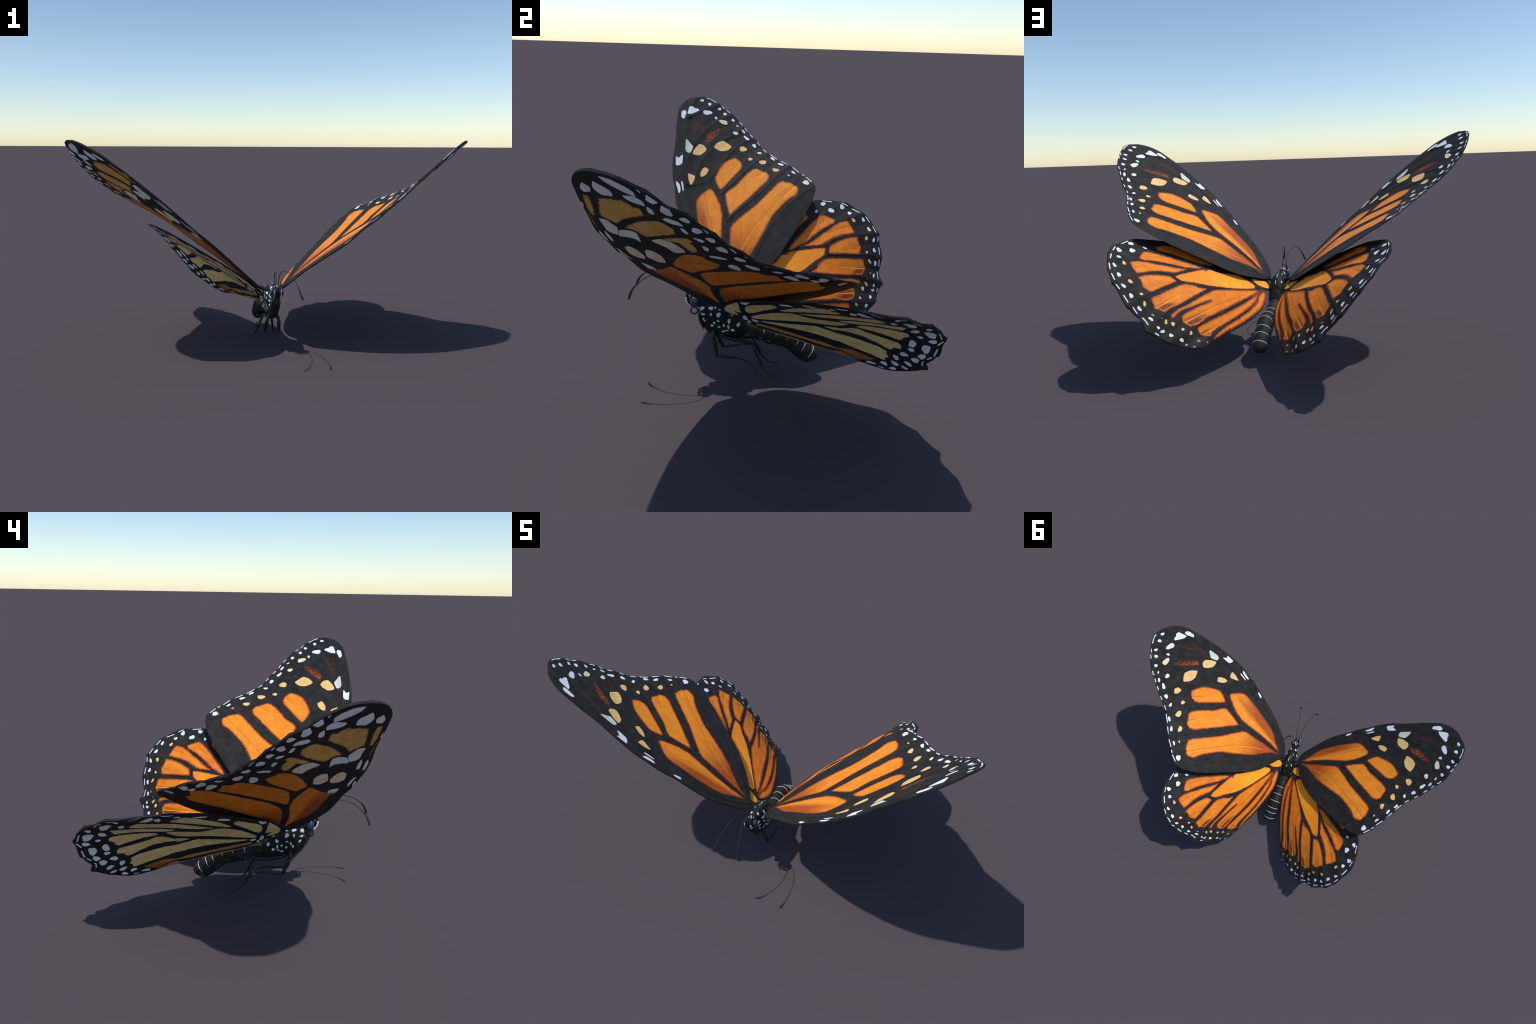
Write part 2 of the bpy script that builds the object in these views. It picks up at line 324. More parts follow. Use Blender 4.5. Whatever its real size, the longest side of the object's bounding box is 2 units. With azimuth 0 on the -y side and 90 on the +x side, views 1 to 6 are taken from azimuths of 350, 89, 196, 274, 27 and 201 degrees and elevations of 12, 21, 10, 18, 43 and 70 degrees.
HIND_TOP = [
    margin((750, 141), (775, 170), (800, 208), (818, 252), (836, 305), (835, 353), (816, 416), (796, 466), (785, 479), (765, 501), (747, 530), (724, 539), (695, 557), (666, 577), (633, 596), (624, 594), (594, 602), (565, 606), (540, 616), (512, 649), (484, 644), (449, 643), (425, 643), (394, 645), (347, 628), (276, 607), (241, 577), (212, 536), (185, 487), (138, 421), (89, 344), (55, 287), (25, 220), (10, 172), (4, 124), (8, 68), (16, 35), (-2, -2), (-2, -20), (11, -55), (60, -72), (100, -78), (180, -83), (250, -73), (300, -48), (420, 0), (540, 35), (630, 65), (700, 108)),
    vein((-3, 1), (79, 61), (233, 186), (315, 254), (395, 291), (473, 316), (520, 292), (445, 192), (392, 132), (333, 79)),
    vein((323, 263), (403, 402), (454, 491), (511, 646)),
    vein((473, 316), (556, 451), (605, 526), (624, 594)),
    vein((520, 292), (581, 328), (660, 416), (747, 530)),
    vein((449, 194), (579, 244), (667, 293), (751, 363), (816, 413)),
    vein((393, 125), (517, 151), (622, 181), (708, 235), (836, 305)),
    vein((53, 59), (90, 137), (196, 322), (274, 440), (315, 508), (394, 645)),
    vein((35, 46), (57, 105), (58, 151), (91, 245), (171, 395), (217, 488), (274, 601)),
    vein((333, 79), (214, 30), (91, 2)),
    fold((450, 390), (528, 531), (565, 606)),
    fold((524, 361), (594, 440), (630, 463), (695, 557)),
    fold((574, 262), (661, 340), (790, 474)),
    fold((252, 305), (323, 435), (380, 526), (449, 643)),
    fold((178, 375), (238, 469), (274, 530), (347, 628)),
    fold((558, 162), (664, 244), (754, 314), (832, 361)),
    cell("orange")((651, 142), (633, 112), (589, 79), (538, 69), (448, 66), (346, 60), (351, 83), (397, 109), (478, 128), (563, 143), (631, 165)),
    cell("orange")((697, 289), (697, 233), (674, 209), (616, 187), (514, 161), (452, 145), (395, 138), (413, 160), (483, 199), (542, 221), (618, 258), (668, 290)),
    cell("orange")((724, 347), (687, 311), (632, 282), (557, 247), (499, 219), (460, 200), (473, 220), (508, 269), (540, 291), (584, 317), (630, 359), (667, 403), (690, 392), (708, 374)),
    cell("orange")((661, 426), (636, 391), (591, 350), (534, 313), (512, 313), (488, 323), (510, 363), (543, 418), (574, 470), (608, 469), (625, 457), (646, 433)),
    cell("orange")((563, 498), (535, 451), (496, 382), (455, 319), (415, 297), (374, 289), (336, 276), (363, 326), (403, 402), (439, 465), (461, 493), (478, 526), (507, 528), (528, 531), (546, 512)),
    cell("orange")((300, 257), (231, 194), (100, 84), (61, 58), (62, 82), (98, 147), (166, 255), (232, 362), (279, 429), (301, 477), (318, 501), (340, 525), (382, 522), (396, 498), (387, 473), (353, 415), (323, 374), (296, 334), (296, 328), (326, 366), (357, 407), (398, 460), (414, 485), (423, 514), (431, 532), (446, 523), (432, 482), (395, 423), (356, 348)),
    cell("orange")((49, 55), (33, 31), (53, 88), (58, 151), (93, 240), (142, 334), (204, 437), (231, 488), (226, 506), (274, 530), (306, 507), (271, 448), (193, 333), (124, 215), (88, 142), (59, 80)),
    cell("orange")((24, 37), (11, 51), (9, 127), (22, 187), (60, 268), (110, 358), (158, 431), (203, 505), (210, 493), (181, 422), (132, 337), (83, 238), (54, 148), (55, 103), (42, 64)),
    cell("yellow")((87, 37), (84, 56), (93, 72), (151, 123), (220, 176), (289, 221), (335, 247), (401, 274), (469, 304), (506, 296), (484, 259), (451, 218), (418, 177), (387, 144), (369, 128), (378, 149), (355, 116), (302, 101), (202, 39), (139, 32)),
    patch("yellow")((117, 2), (33, -36), (-3, -3), (31, 14), (69, 20), (99, 12)),
    spot("white")(765, 203, 14.5, 10.7, -147),
    spot("white")(696, 186, 11.4, 7.1, -178),
    spot("white")(743, 255, 16.4, 13.7, 82),
    spot("white")(797, 298, 14.5, 11.7, 153),
    spot("white")(781, 346, 10.4, 10.0, -172),
    spot("white")(778, 423, 13.1, 7.4, 141),
    spot("white")(739, 469, 13.2, 8.7, 126),
    spot("white")(696, 514, 13.4, 6.9, 175),
    spot("white")(645, 537, 11.9, 8.7, 139),
    spot("white")(585, 569, 13.2, 7.0, 161),
    spot("white")(518, 585, 12.7, 6.1, 168),
    spot("white")(470, 605, 8.3, 5.7, 172),
    spot("white")(445, 610, 10.6, 6.5, -136),
    spot("white")(403, 608, 10.0, 7.5, -177),
    spot("white")(349, 602, 10.7, 7.5, -165),
    spot("grey")(319, 607, 7.2, 5.1, 60),
    spot("grey")(282, 600, 6.9, 3.4, -147),
    spot("cream")(746, 377, 12.6, 8.0, 122),
    spot("cream")(680, 473, 12.3, 8.5, 176),
    spot("cream")(575, 536, 12.7, 6.6, 121),
    spot("cream")(451, 563, 11.4, 6.0, 117),
    spot("cream")(418, 555, 9.8, 8.8, 154),
    spot("cream")(609, 503, 8.4, 5.9, -167),
    spot("cream")(366, 556, 7.5, 6.7, -142),
    spot("cream")(324, 550, 9.5, 7.1, 104),
    spot("tan")(518, 564, 8.3, 4.9, 175),
    spot("tan")(274, 562, 8.7, 5.7, -144),
    spot("tan")(234, 546, 5.2, 4.7, -142),
    spot("tan")(476, 559, 4.1, 2.8, -138),
    dash("white")((783, 194), (792, 214), (802, 239)),
    dash("white")((820, 289), (820, 321)),
    dash("white")((817, 350), (810, 390)),
    dash("white")((803, 429), (785, 459)),
    dash("white")((769, 483), (744, 510)),
    dash("white")((728, 529), (704, 538)),
    dash("white")((675, 555), (643, 573)),
    dash("white")((613, 582), (583, 594)),
    dash("white")((553, 597), (533, 605), (517, 616)),
    dash("white")((472, 633), (452, 634)),
    stroke("painted_crease_shade")((435, 357), (477, 436), (506, 489), (529, 530)),
    stroke("painted_crease_shade")((100, 109), (176, 213), (248, 317), (324, 433), (379, 524)),
    stroke("painted_crease_shade")((180, 371), (225, 444), (268, 522)),
    stroke("painted_crease_shade")((514, 350), (553, 390), (594, 440), (624, 458)),
    stroke("painted_crease_shade")((565, 265), (609, 291), (657, 326), (703, 377)),
    stroke("painted_crease_shade")((492, 162), (571, 192), (665, 241)),
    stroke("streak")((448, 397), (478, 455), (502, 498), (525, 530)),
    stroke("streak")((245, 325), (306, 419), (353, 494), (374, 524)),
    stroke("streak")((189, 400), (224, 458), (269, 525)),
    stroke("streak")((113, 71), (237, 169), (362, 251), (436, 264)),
]

HIND_UNDER = [
    cell("tan")((63, -66), (136, -82), (213, -88), (257, -81), (244, -68), (196, -43), (152, -25), (119, -6), (103, -16), (98, -32), (61, 5), (38, -20), (35, -43)),
    cell("tan")((187, -17), (232, -28), (279, -24), (336, -2), (398, 16), (391, 39), (353, 50), (291, 42), (230, 34), (181, 27), (149, 14), (162, -2)),
    cell("tan")((339, 74), (401, 72), (467, 75), (567, 94), (644, 112), (656, 130), (645, 148), (658, 165), (630, 182), (586, 171), (529, 149), (468, 126), (424, 115), (360, 95)),
    cell("tan")((109, 41), (152, 42), (220, 57), (277, 75), (324, 97), (357, 117), (367, 137), (371, 170), (390, 202), (447, 229), (485, 257), (500, 287), (420, 284), (352, 263), (307, 229), (245, 174), (180, 118), (133, 79), (108, 60)),
    cell("tan")((384, 132), (505, 161), (598, 190), (649, 221), (704, 256), (723, 276), (693, 323), (655, 306), (613, 271), (568, 246), (531, 225), (453, 186), (406, 154)),
    cell("tan")((518, 242), (565, 258), (615, 290), (651, 318), (683, 349), (719, 386), (688, 397), (661, 409), (639, 378), (618, 350), (588, 327), (540, 293), (500, 252)),
    cell("tan")((509, 314), (540, 314), (566, 330), (593, 355), (623, 389), (643, 418), (652, 437), (634, 460), (605, 459), (584, 468), (559, 468), (549, 440), (540, 413), (528, 365), (510, 332)),
    cell("tan")((320, 277), (373, 295), (394, 309), (458, 318), (487, 336), (489, 368), (501, 405), (512, 433), (525, 458), (538, 477), (537, 495), (513, 516), (501, 508), (485, 501), (464, 509), (445, 494), (440, 467), (436, 438), (429, 401), (411, 370), (392, 346), (363, 327), (335, 317)),
    cell("tan")((101, 84), (130, 110), (172, 151), (230, 211), (283, 259), (295, 294), (319, 342), (356, 380), (378, 415), (401, 450), (418, 478), (425, 508), (401, 531), (389, 550), (365, 550), (348, 561), (333, 546), (321, 518), (307, 490), (281, 443), (259, 392), (237, 361), (213, 312), (189, 263), (148, 192), (124, 143), (106, 106)),
    cell("rust")((46, 91), (64, 102), (88, 159), (105, 213), (134, 293), (179, 365), (204, 415), (256, 447), (274, 475), (288, 504), (305, 538), (284, 534), (226, 516), (214, 475), (199, 432), (149, 383), (109, 307), (73, 229), (51, 176), (40, 134), (25, 105)),
    cell("rust")((11, 127), (31, 185), (70, 263), (102, 344), (150, 417), (191, 437), (206, 481), (219, 524), (188, 493), (164, 454), (133, 427), (90, 351), (53, 272), (15, 193)),
    spot("white")(705, 191, 29.3, 11.7, 152),
    spot("white")(739, 213, 39.2, 17.9, 121),
    spot("white")(728, 329, 28.3, 10.8, 143),
    spot("white")(774, 363, 43.3, 18.6, 133),
    spot("white")(796, 299, 9.7, 6.5, -177),
    spot("white")(703, 432, 28.3, 12.5, 161),
    spot("white")(731, 475, 34.0, 19.1, 136),
    spot("white")(782, 430, 15.8, 9.1, 163),
    spot("white")(671, 478, 10.9, 9.2, -165),
    spot("white")(691, 518, 17.6, 11.0, -176),
    spot("white")(597, 502, 30.1, 12.5, 152),
    spot("white")(558, 529, 13.4, 10.7, -173),
    spot("white")(625, 543, 30.9, 14.5, 149),
    spot("white")(570, 571, 21.2, 11.3, 169),
    spot("white")(513, 585, 24.7, 13.1, 161),
    spot("white")(492, 546, 20.7, 13.1, 177),
    spot("white")(429, 555, 20.3, 11.5, 138),
    spot("white")(379, 589, 16.5, 15.4, 148),
    spot("white")(453, 599, 15.7, 13.6, 91),
    spot("white")(405, 619, 14.0, 11.5, 49),
    spot("white")(326, 573, 14.3, 10.3, 57),
    spot("white")(261, 551, 22.8, 12.1, -153),
    spot("white")(283, 589, 14.6, 5.7, -155),
    spot("white")(341, 608, 15.6, 8.0, -162),
    spot("white")(-2, -4, 27.1, 10.3, 148),
    spot("white")(61, 33, 35.7, 11.2, 157),
    spot("white")(-3, 33, 18.6, 10.2, -159),
    spot("white")(31, 65, 15.2, 7.8, 153),
    spot("white")(78, 73, 18.2, 14.8, 176),
    spot("white")(280, -51, 32.5, 16.1, 176),
    spot("white")(473, 45, 32.9, 13.5, -158),
    spot("white")(595, 80, 28.0, 9.4, -141),
    spot("white")(675, 129, 12.7, 10.0, -147),
    spot("white")(735, 134, 24.1, 10.9, -154),
    dash("white")((795, 203), (788, 255)),
    dash("white")((801, 291), (829, 309)),
    dash("white")((830, 334), (829, 354), (803, 386)),
    dash("white")((815, 420), (818, 433)),
    dash("white")((782, 470), (737, 517)),
    dash("white")((728, 530), (691, 540)),
    dash("white")((667, 559), (619, 586)),
    dash("white")((606, 587), (579, 589)),
    dash("white")((552, 595), (538, 600), (514, 619)),
]

# ------------------------------------------------------------------ small helpers
def mesh_object(name, verts, faces, parent=None, smooth=True):
    me = bpy.data.meshes.new(name)
    me.from_pydata([tuple(map(float, v)) for v in verts], [], [tuple(map(int, f)) for f in faces])
    me.update()
    if smooth:
        me.polygons.foreach_set("use_smooth", [True] * len(me.polygons))
    ob = bpy.data.objects.new(name, me)
    bpy.context.scene.collection.objects.link(ob)
    if parent is not None:
        ob.parent = parent
    return ob


def closed_curve(p, step, wobble=0.0, seed=0):
    """Rounded closed outline through control points (Catmull-Rom), resampled at an even step."""
    n = len(p)
    out = []
    for i in range(n):
        p0, p1, p2, p3 = p[i - 1], p[i], p[(i + 1) % n], p[(i + 2) % n]
        m = max(2, int(np.linalg.norm(p2 - p1) / step + 0.5))
        t = np.linspace(0, 1, m, endpoint=False)[:, None]
        k = 0.62
        m1, m2 = (p2 - p0) * 0.5 * k, (p3 - p1) * 0.5 * k
        out.append((2 * t**3 - 3 * t**2 + 1) * p1 + (t**3 - 2 * t**2 + t) * m1 + (-2 * t**3 + 3 * t**2) * p2 + (t**3 - t**2) * m2)
    q = np.vstack(out)
    if wobble:
        r = np.random.default_rng(seed)
        d = np.roll(q, -1, 0) - np.roll(q, 1, 0)
        nrm = np.c_[-d[:, 1], d[:, 0]] / (np.linalg.norm(d, axis=1)[:, None] + 1e-9)
        q = q + nrm * (r.uniform(-1, 1, len(q)) * wobble)[:, None]
    return q


def inside(poly, q):
    x, y = q[:, 0], q[:, 1]
    res = np.zeros(len(q), bool)
    a, b = poly, np.roll(poly, 1, 0)
    for (ax, ay), (bx, by) in zip(a, b):
        if ay != by:
            res ^= ((ay > y) != (by > y)) & (x < (bx - ax) * (y - ay) / (by - ay) + ax)
    return res


def distance(line, q, closed=False):
    """Distance of points q to a polyline, and how far along it the nearest point lies (0..1)."""
    a = line if closed else line[:-1]
    b = np.roll(line, -1, 0) if closed else line[1:]
    best = np.full(len(q), 1e9)
    at = np.zeros(len(q))
    for i, (s, e) in enumerate(zip(a, b)):
        d = e - s
        t = np.clip(((q - s) @ d) / (d @ d + 1e-12), 0, 1)
        r = np.linalg.norm(q - s - t[:, None] * d, axis=1)
        m = r < best
        best[m] = r[m]
        at[m] = ((i + t) / len(a))[m]
    return best, at


class Camber:
    """Thin-plate interpolation of the camber stations."""
    def __init__(self, x, y):
        n = len(x)
        self.x = x
        p = np.c_[np.ones(n), x]
        k = self.kernel(x)
        self.w = np.linalg.solve(np.block([[k, p], [p.T, np.zeros((3, 3))]]), np.r_[y, np.zeros((3, y.shape[1]))])

    def kernel(self, q):
        r2 = ((q[:, None] - self.x[None]) ** 2).sum(-1)
        return np.where(r2 > 1e-12, 0.5 * r2 * np.log(np.maximum(r2, 1e-12)), 0)

    def __call__(self, q):
        return np.c_[self.kernel(q), np.ones(len(q)), q] @ self.w


# ------------------------------------------------------------------ materials
class Nodes:
    def __init__(self, name, rough=0.6, spec=0.3):
        self.m = bpy.data.materials.new(name)
        self.m.use_nodes = True
        self.t = self.m.node_tree
        self.b = self.t.nodes["Principled BSDF"]
        self.b.inputs["Roughness"].default_value = rough
        self.b.inputs["Specular IOR Level"].default_value = spec

    def n(self, kind, **props):
        node = self.t.nodes.new("ShaderNode" + kind)
        for k, v in props.items():
            setattr(node, k, v)
        return node

    def put(self, socket, v):
        if isinstance(v, bpy.types.NodeSocket):
            self.t.links.new(v, socket)
        else:
            socket.default_value = v

    def math(self, op, a, b=0.0, clamp=False):
        x = self.n("Math", operation=op, use_clamp=clamp)
        self.put(x.inputs[0], a)
        self.put(x.inputs[1], b)
        return x.outputs[0]

    def mix(self, f, a, b):
        x = self.n("Mix", data_type="RGBA")
        self.put(x.inputs[0], f)
        self.put(x.inputs[6], a)
        self.put(x.inputs[7], b)
        return x.outputs[2]

    def noise(self, vec, scale, detail=3.0, rough=0.6):
        x = self.n("TexNoise")
        self.t.links.new(vec, x.inputs["Vector"])
        x.inputs["Scale"].default_value = scale
        x.inputs["Detail"].default_value = detail
        x.inputs["Roughness"].default_value = rough
        return x.outputs["Fac"]

    def step(self, v, lo, hi):
        x = self.n("MapRange", interpolation_type="SMOOTHSTEP")
        self.put(x.inputs["Value"], v)
        x.inputs["From Min"].default_value = lo
        x.inputs["From Max"].default_value = hi
        return x.outputs["Result"]

    def xyz(self):
        c = self.n("TexCoord").outputs["Object"]
        s = self.n("SeparateXYZ")
        self.t.links.new(c, s.inputs[0])
        return c, s.outputs[0], s.outputs[1], s.outputs[2]

    def color(self, v):
        self.put(self.b.inputs["Base Color"], v)

    def bump(self, h, strength, dist=0.002):
        x = self.n("Bump")
        x.inputs["Strength"].default_value = strength
        x.inputs["Distance"].default_value = dist
        self.put(x.inputs["Height"], h)
        self.t.links.new(x.outputs[0], self.b.inputs["Normal"])

    def rays(self, x, y, around=30.0, along=9.0):
        """Coordinates that run with the veins: angle about the root, and distance from it."""
        ang = self.math("ARCTAN2", y, self.math("ADD", x, 0.06))
        rad = self.math("SQRT", self.math("ADD", self.math("MULTIPLY", x, x), self.math("MULTIPLY", y, y)))
        c = self.n("CombineXYZ")
        self.put(c.inputs[0], self.math("MULTIPLY", ang, around))
        self.put(c.inputs[1], self.math("MULTIPLY", rad, along))
        return c.outputs[0], rad


def c4(r, g, b):
    return (r, g, b, 1.0)


def scale_material(name, base, alt, deep=None, around=30.0, along=9.0, reach=None, redden=None, rough=0.62, spec=0.25, mottled=0.5):
    """Wing scales: fine streaks that fan out from the root, a soft cloud of the second colour."""
    k = Nodes(name, rough, spec)
    c, x, y, z = k.xyz()
    fan, rad = k.rays(x, y, around, along)
    streak = k.noise(fan, 1.0, 4.0, 0.7)
    cloud = k.noise(c, 22.0, 3.0)
    grain = k.noise(c, 420.0, 2.0)
    f = k.math("ADD", k.math("MULTIPLY", streak, mottled), k.math("MULTIPLY", cloud, 1 - mottled))
    f = k.step(f, 0.36, 0.66)
    col = k.mix(f, base, alt)
    if deep is not None:
        if redden == "fore":
            # the front half of the long cell and the root of the hind cells are foxy red
            up = k.step(k.math("MULTIPLY", k.math("ADD", y, k.math("MULTIPLY", x, 0.150)), -1.0), 0.003, 0.032)
            up = k.math("MULTIPLY", up, k.step(x, 0.60, 0.34))
            root = k.math("MULTIPLY", k.step(rad, 0.42, 0.17), k.step(y, -0.01, 0.015))
            m = k.math("MAXIMUM", up, root)
        elif redden == "hind":
            # the three cells next to the body darken to rust at their outer ends, on one side of the fold
            m = 0.0
            for cx, cy, turn, ra, rb in RUST:
                ct, sn = math.cos(turn), math.sin(turn)
                dx, dy = k.math("SUBTRACT", x, cx), k.math("SUBTRACT", y, cy)
                u = k.math("DIVIDE", k.math("ADD", k.math("MULTIPLY", dx, ct), k.math("MULTIPLY", dy, sn)), ra)
                w = k.math("DIVIDE", k.math("SUBTRACT", k.math("MULTIPLY", dy, ct), k.math("MULTIPLY", dx, sn)), rb)
                r2 = k.math("ADD", k.math("MULTIPLY", u, u), k.math("MULTIPLY", w, w))
                m = k.math("MAXIMUM", m, k.step(r2, 1.6, 0.25))
        else:
            m = k.step(rad, *(reach or (0.5, 0.8)))
        m = k.math("MULTIPLY", m, k.step(streak, 0.12, 0.5))
        col = k.mix(m, col, deep)
    col = k.mix(k.math("MULTIPLY", k.step(grain, 0.42, 0.75), 0.22), col, tuple(v * 0.62 for v in base[:3]) + (1,))
    k.color(col)
    k.bump(k.math("ADD", k.math("MULTIPLY", grain, 0.5), streak), 0.10 if deep is not None else 0.22)
    return k.m


def plain(name, base, alt, scale=60.0, rough=0.6, spec=0.3, bump=0.1, metallic=0.0):
    k = Nodes(name, rough, spec)
    c, x, y, z = k.xyz()
    f = k.noise(c, scale, 3.0)
    k.color(k.mix(k.step(f, 0.35, 0.7), base, alt))
    k.bump(k.noise(c, scale * 4, 2.0), bump)
    k.b.inputs["Metallic"].default_value = metallic
    return k.m


M = {}
RUST = [(0.486, 0.508, 0.85, 0.062, 0.024), (0.338, 0.496, 0.95, 0.088, 0.028), (0.250, 0.512, 1.0, 0.055, 0.022)]


def make_materials():
    M["black"] = scale_material("black_scales", c4(0.0125, 0.0120, 0.0122), c4(0.031, 0.0288, 0.0282), around=26, rough=0.72, spec=0.22)
    M["orange"] = scale_material("orange_scales", c4(0.96, 0.31, 0.020), c4(0.83, 0.235, 0.012), c4(0.40, 0.070, 0.010), redden="fore")
    M["hind_orange"] = scale_material("hindwing_orange_scales", c4(0.90, 0.275, 0.016), c4(0.72, 0.175, 0.010), c4(0.17, 0.030, 0.010), redden="hind")
    M["yellow"] = scale_material("amber_scales", c4(1.0, 0.45, 0.028), c4(0.92, 0.34, 0.016), c4(0.90, 0.27, 0.014), around=45, reach=(0.26, 0.46))
    M["warm"] = scale_material("warm_orange_scales", c4(0.76, 0.19, 0.012), c4(0.58, 0.115, 0.010), c4(0.36, 0.060, 0.010), around=80, along=30, redden="fore")
    M["painted_crease_shade"] = scale_material("painted_fold_shadow", c4(0.66, 0.165, 0.011), c4(0.54, 0.115, 0.010), around=80, along=20)
    M["streak"] = scale_material("painted_fold_light", c4(0.98, 0.37, 0.026), c4(0.92, 0.30, 0.018), around=80, along=20)  # lit flank of each fold, drawn on in brighter orange
    M["rim"] = scale_material("deep_orange_scales", c4(0.56, 0.105, 0.010), c4(0.30, 0.050, 0.010), around=120, along=40)
    M["edge"] = scale_material("dark_red_scales", c4(0.19, 0.030, 0.009), c4(0.040, 0.016, 0.013), around=120, along=40)
    for name, hot in (("smudge", c4(0.52, 0.088, 0.010)), ("dusk", c4(0.13, 0.028, 0.012))):
        k = Nodes(name + "_scales", 0.7, 0.22)
        c, x, y, z = k.xyz()
        turn = k.n("Mapping")
        k.t.links.new(c, turn.inputs["Vector"])
        turn.inputs["Rotation"].default_value = (0, 0, -0.65)
        turn.inputs["Scale"].default_value = (0.35, 1.4, 1.0)
        f = k.math("ADD", k.math("MULTIPLY", k.noise(turn.outputs[0], 150, 4, 0.7), 0.6), k.math("MULTIPLY", k.noise(c, 40, 2), 0.4))
        k.color(k.mix(k.step(f, 0.40, 0.66), c4(0.022, 0.016, 0.015), hot))
        M[name] = k.m
    M["white"] = plain("white_scales", c4(0.88, 0.89, 0.94), c4(0.78, 0.79, 0.86), rough=0.7)
    M["grey"] = plain("grey_scales", c4(0.32, 0.34, 0.38), c4(0.22, 0.23, 0.26))
    M["pale"] = plain("chalk_scales", c4(0.74, 0.73, 0.64), c4(0.64, 0.62, 0.53))
    M["cream"] = plain("cream_scales", c4(0.92, 0.60, 0.24), c4(0.84, 0.49, 0.16))
    M["ivory"] = plain("ivory_scales", c4(0.90, 0.80, 0.58), c4(0.86, 0.72, 0.48))
    M["tan"] = plain("tan_scales", c4(0.42, 0.23, 0.095), c4(0.34, 0.17, 0.07))
    M["under_black"] = scale_material("underside_black_scales", c4(0.014, 0.013, 0.016), c4(0.024, 0.022, 0.025), around=16, rough=0.7, spec=0.22)
    M["fore_tan"] = scale_material("underside_ochre_scales", c4(0.80, 0.45, 0.105), c4(0.60, 0.30, 0.062), around=60, along=8)
    M["hind_tan"] = scale_material("underside_straw_scales", c4(0.97, 0.73, 0.34), c4(0.78, 0.49, 0.145), around=70, along=5)
    M["fringe"] = scale_material("underside_pale_fringe", c4(0.90, 0.82, 0.64), c4(0.76, 0.60, 0.36), around=70, along=8)
    M["under_edge"] = scale_material("underside_brown_edge", c4(0.20, 0.095, 0.035), c4(0.05, 0.026, 0.017), around=120, along=40)
    M["under_orange"] = scale_material("underside_orange_scales", c4(0.92, 0.27, 0.012), c4(0.70, 0.165, 0.009), c4(0.38, 0.062, 0.012), redden="fore")
    M["under_rust"] = scale_material("underside_russet_scales", c4(0.66, 0.36, 0.12), c4(0.50, 0.22, 0.06), c4(0.36, 0.10, 0.02), around=70, reach=(0.35, 0.58))
    M["under_white"] = plain("underside_white_scales", c4(0.92, 0.92, 0.93), c4(0.80, 0.80, 0.83), rough=0.7)
    M["under_pale"] = plain("underside_sand_scales", c4(0.95, 0.78, 0.60), c4(0.82, 0.62, 0.44), scale=30)
    M["under_chalk"] = plain("underside_chalk_scales", c4(0.88, 0.83, 0.80), c4(0.76, 0.71, 0.68), scale=30)
    M["cuticle"] = plain("black_cuticle", c4(0.008, 0.0085, 0.0085), c4(0.018, 0.0175, 0.015), scale=45, rough=0.62, spec=0.25, bump=0.35)
    M["leg"] = plain("leg_cuticle", c4(0.008, 0.009, 0.011), c4(0.016, 0.016, 0.017), scale=80, rough=0.42, spec=0.45)
    M["antenna"] = plain("antenna_cuticle", c4(0.016, 0.017, 0.016), c4(0.028, 0.028, 0.025), scale=120, rough=0.5)
    M["body_white"] = plain("white_tuft", c4(0.80, 0.82, 0.84), c4(0.62, 0.64, 0.66), scale=150, rough=0.7, bump=0.5)
    # compound eye: blue-grey with dark stripes running down
    k = Nodes("eye_surface", 0.22, 0.6)
    c, x, y, z = k.xyz()
    w = k.n("TexWave", wave_type="BANDS", bands_direction="Y")
    k.t.links.new(c, w.inputs["Vector"])
    w.inputs["Scale"].default_value = 42.0
    w.inputs["Distortion"].default_value = 1.6
    w.inputs["Detail Scale"].default_value = 3.0
    k.color(k.mix(k.step(w.outputs["Fac"], 0.25, 0.7), c4(0.008, 0.011, 0.018), c4(0.055, 0.090, 0.145)))
    M["eye"] = k.m
    # abdomen: black, with bluish-white flecks on the lower flanks
    k = Nodes("abdomen_cuticle", 0.62, 0.25)
    c, x, y, z = k.xyz()
    up = k.n("SeparateXYZ")
    k.t.links.new(k.n("TexCoord").outputs["Normal"], up.inputs[0])
    base = k.mix(k.step(k.noise(c, 45, 3), 0.35, 0.7), c4(0.009, 0.0095, 0.0095), c4(0.022, 0.021, 0.018))
    fleck = k.step(k.noise(c, 95, 3, 0.65), 0.57, 0.62)
    belly = k.math("MULTIPLY", k.step(up.outputs[2], 0.05, -0.45), k.step(k.noise(c, 30, 2), 0.46, 0.56))
    k.color(k.mix(k.math("MULTIPLY", k.math("MULTIPLY", fleck, belly), 0.85), base, c4(0.30, 0.40, 0.44)))
    k.bump(k.noise(c, 200, 2), 0.3)
    M["abdomen"] = k.m


# ------------------------------------------------------------------ wings
SLOTS = {
    "fore_top": ["black", "painted_crease_shade", "streak", "orange", "warm", "rim", "edge", "smudge", "dusk", "white", "grey", "pale", "cream", "ivory"],
    "fore_under": ["under_black", "fore_tan", "under_edge", "under_orange", "under_white", "under_pale", "under_chalk"],
    "hind_top": ["black", "painted_crease_shade", "streak", "hind_orange", "warm", "rim", "edge", "yellow", "white", "grey", "cream", "tan", "orange"],
    "hind_under": ["under_black", "hind_tan", "fringe", "under_edge", "under_rust", "under_white"],
}


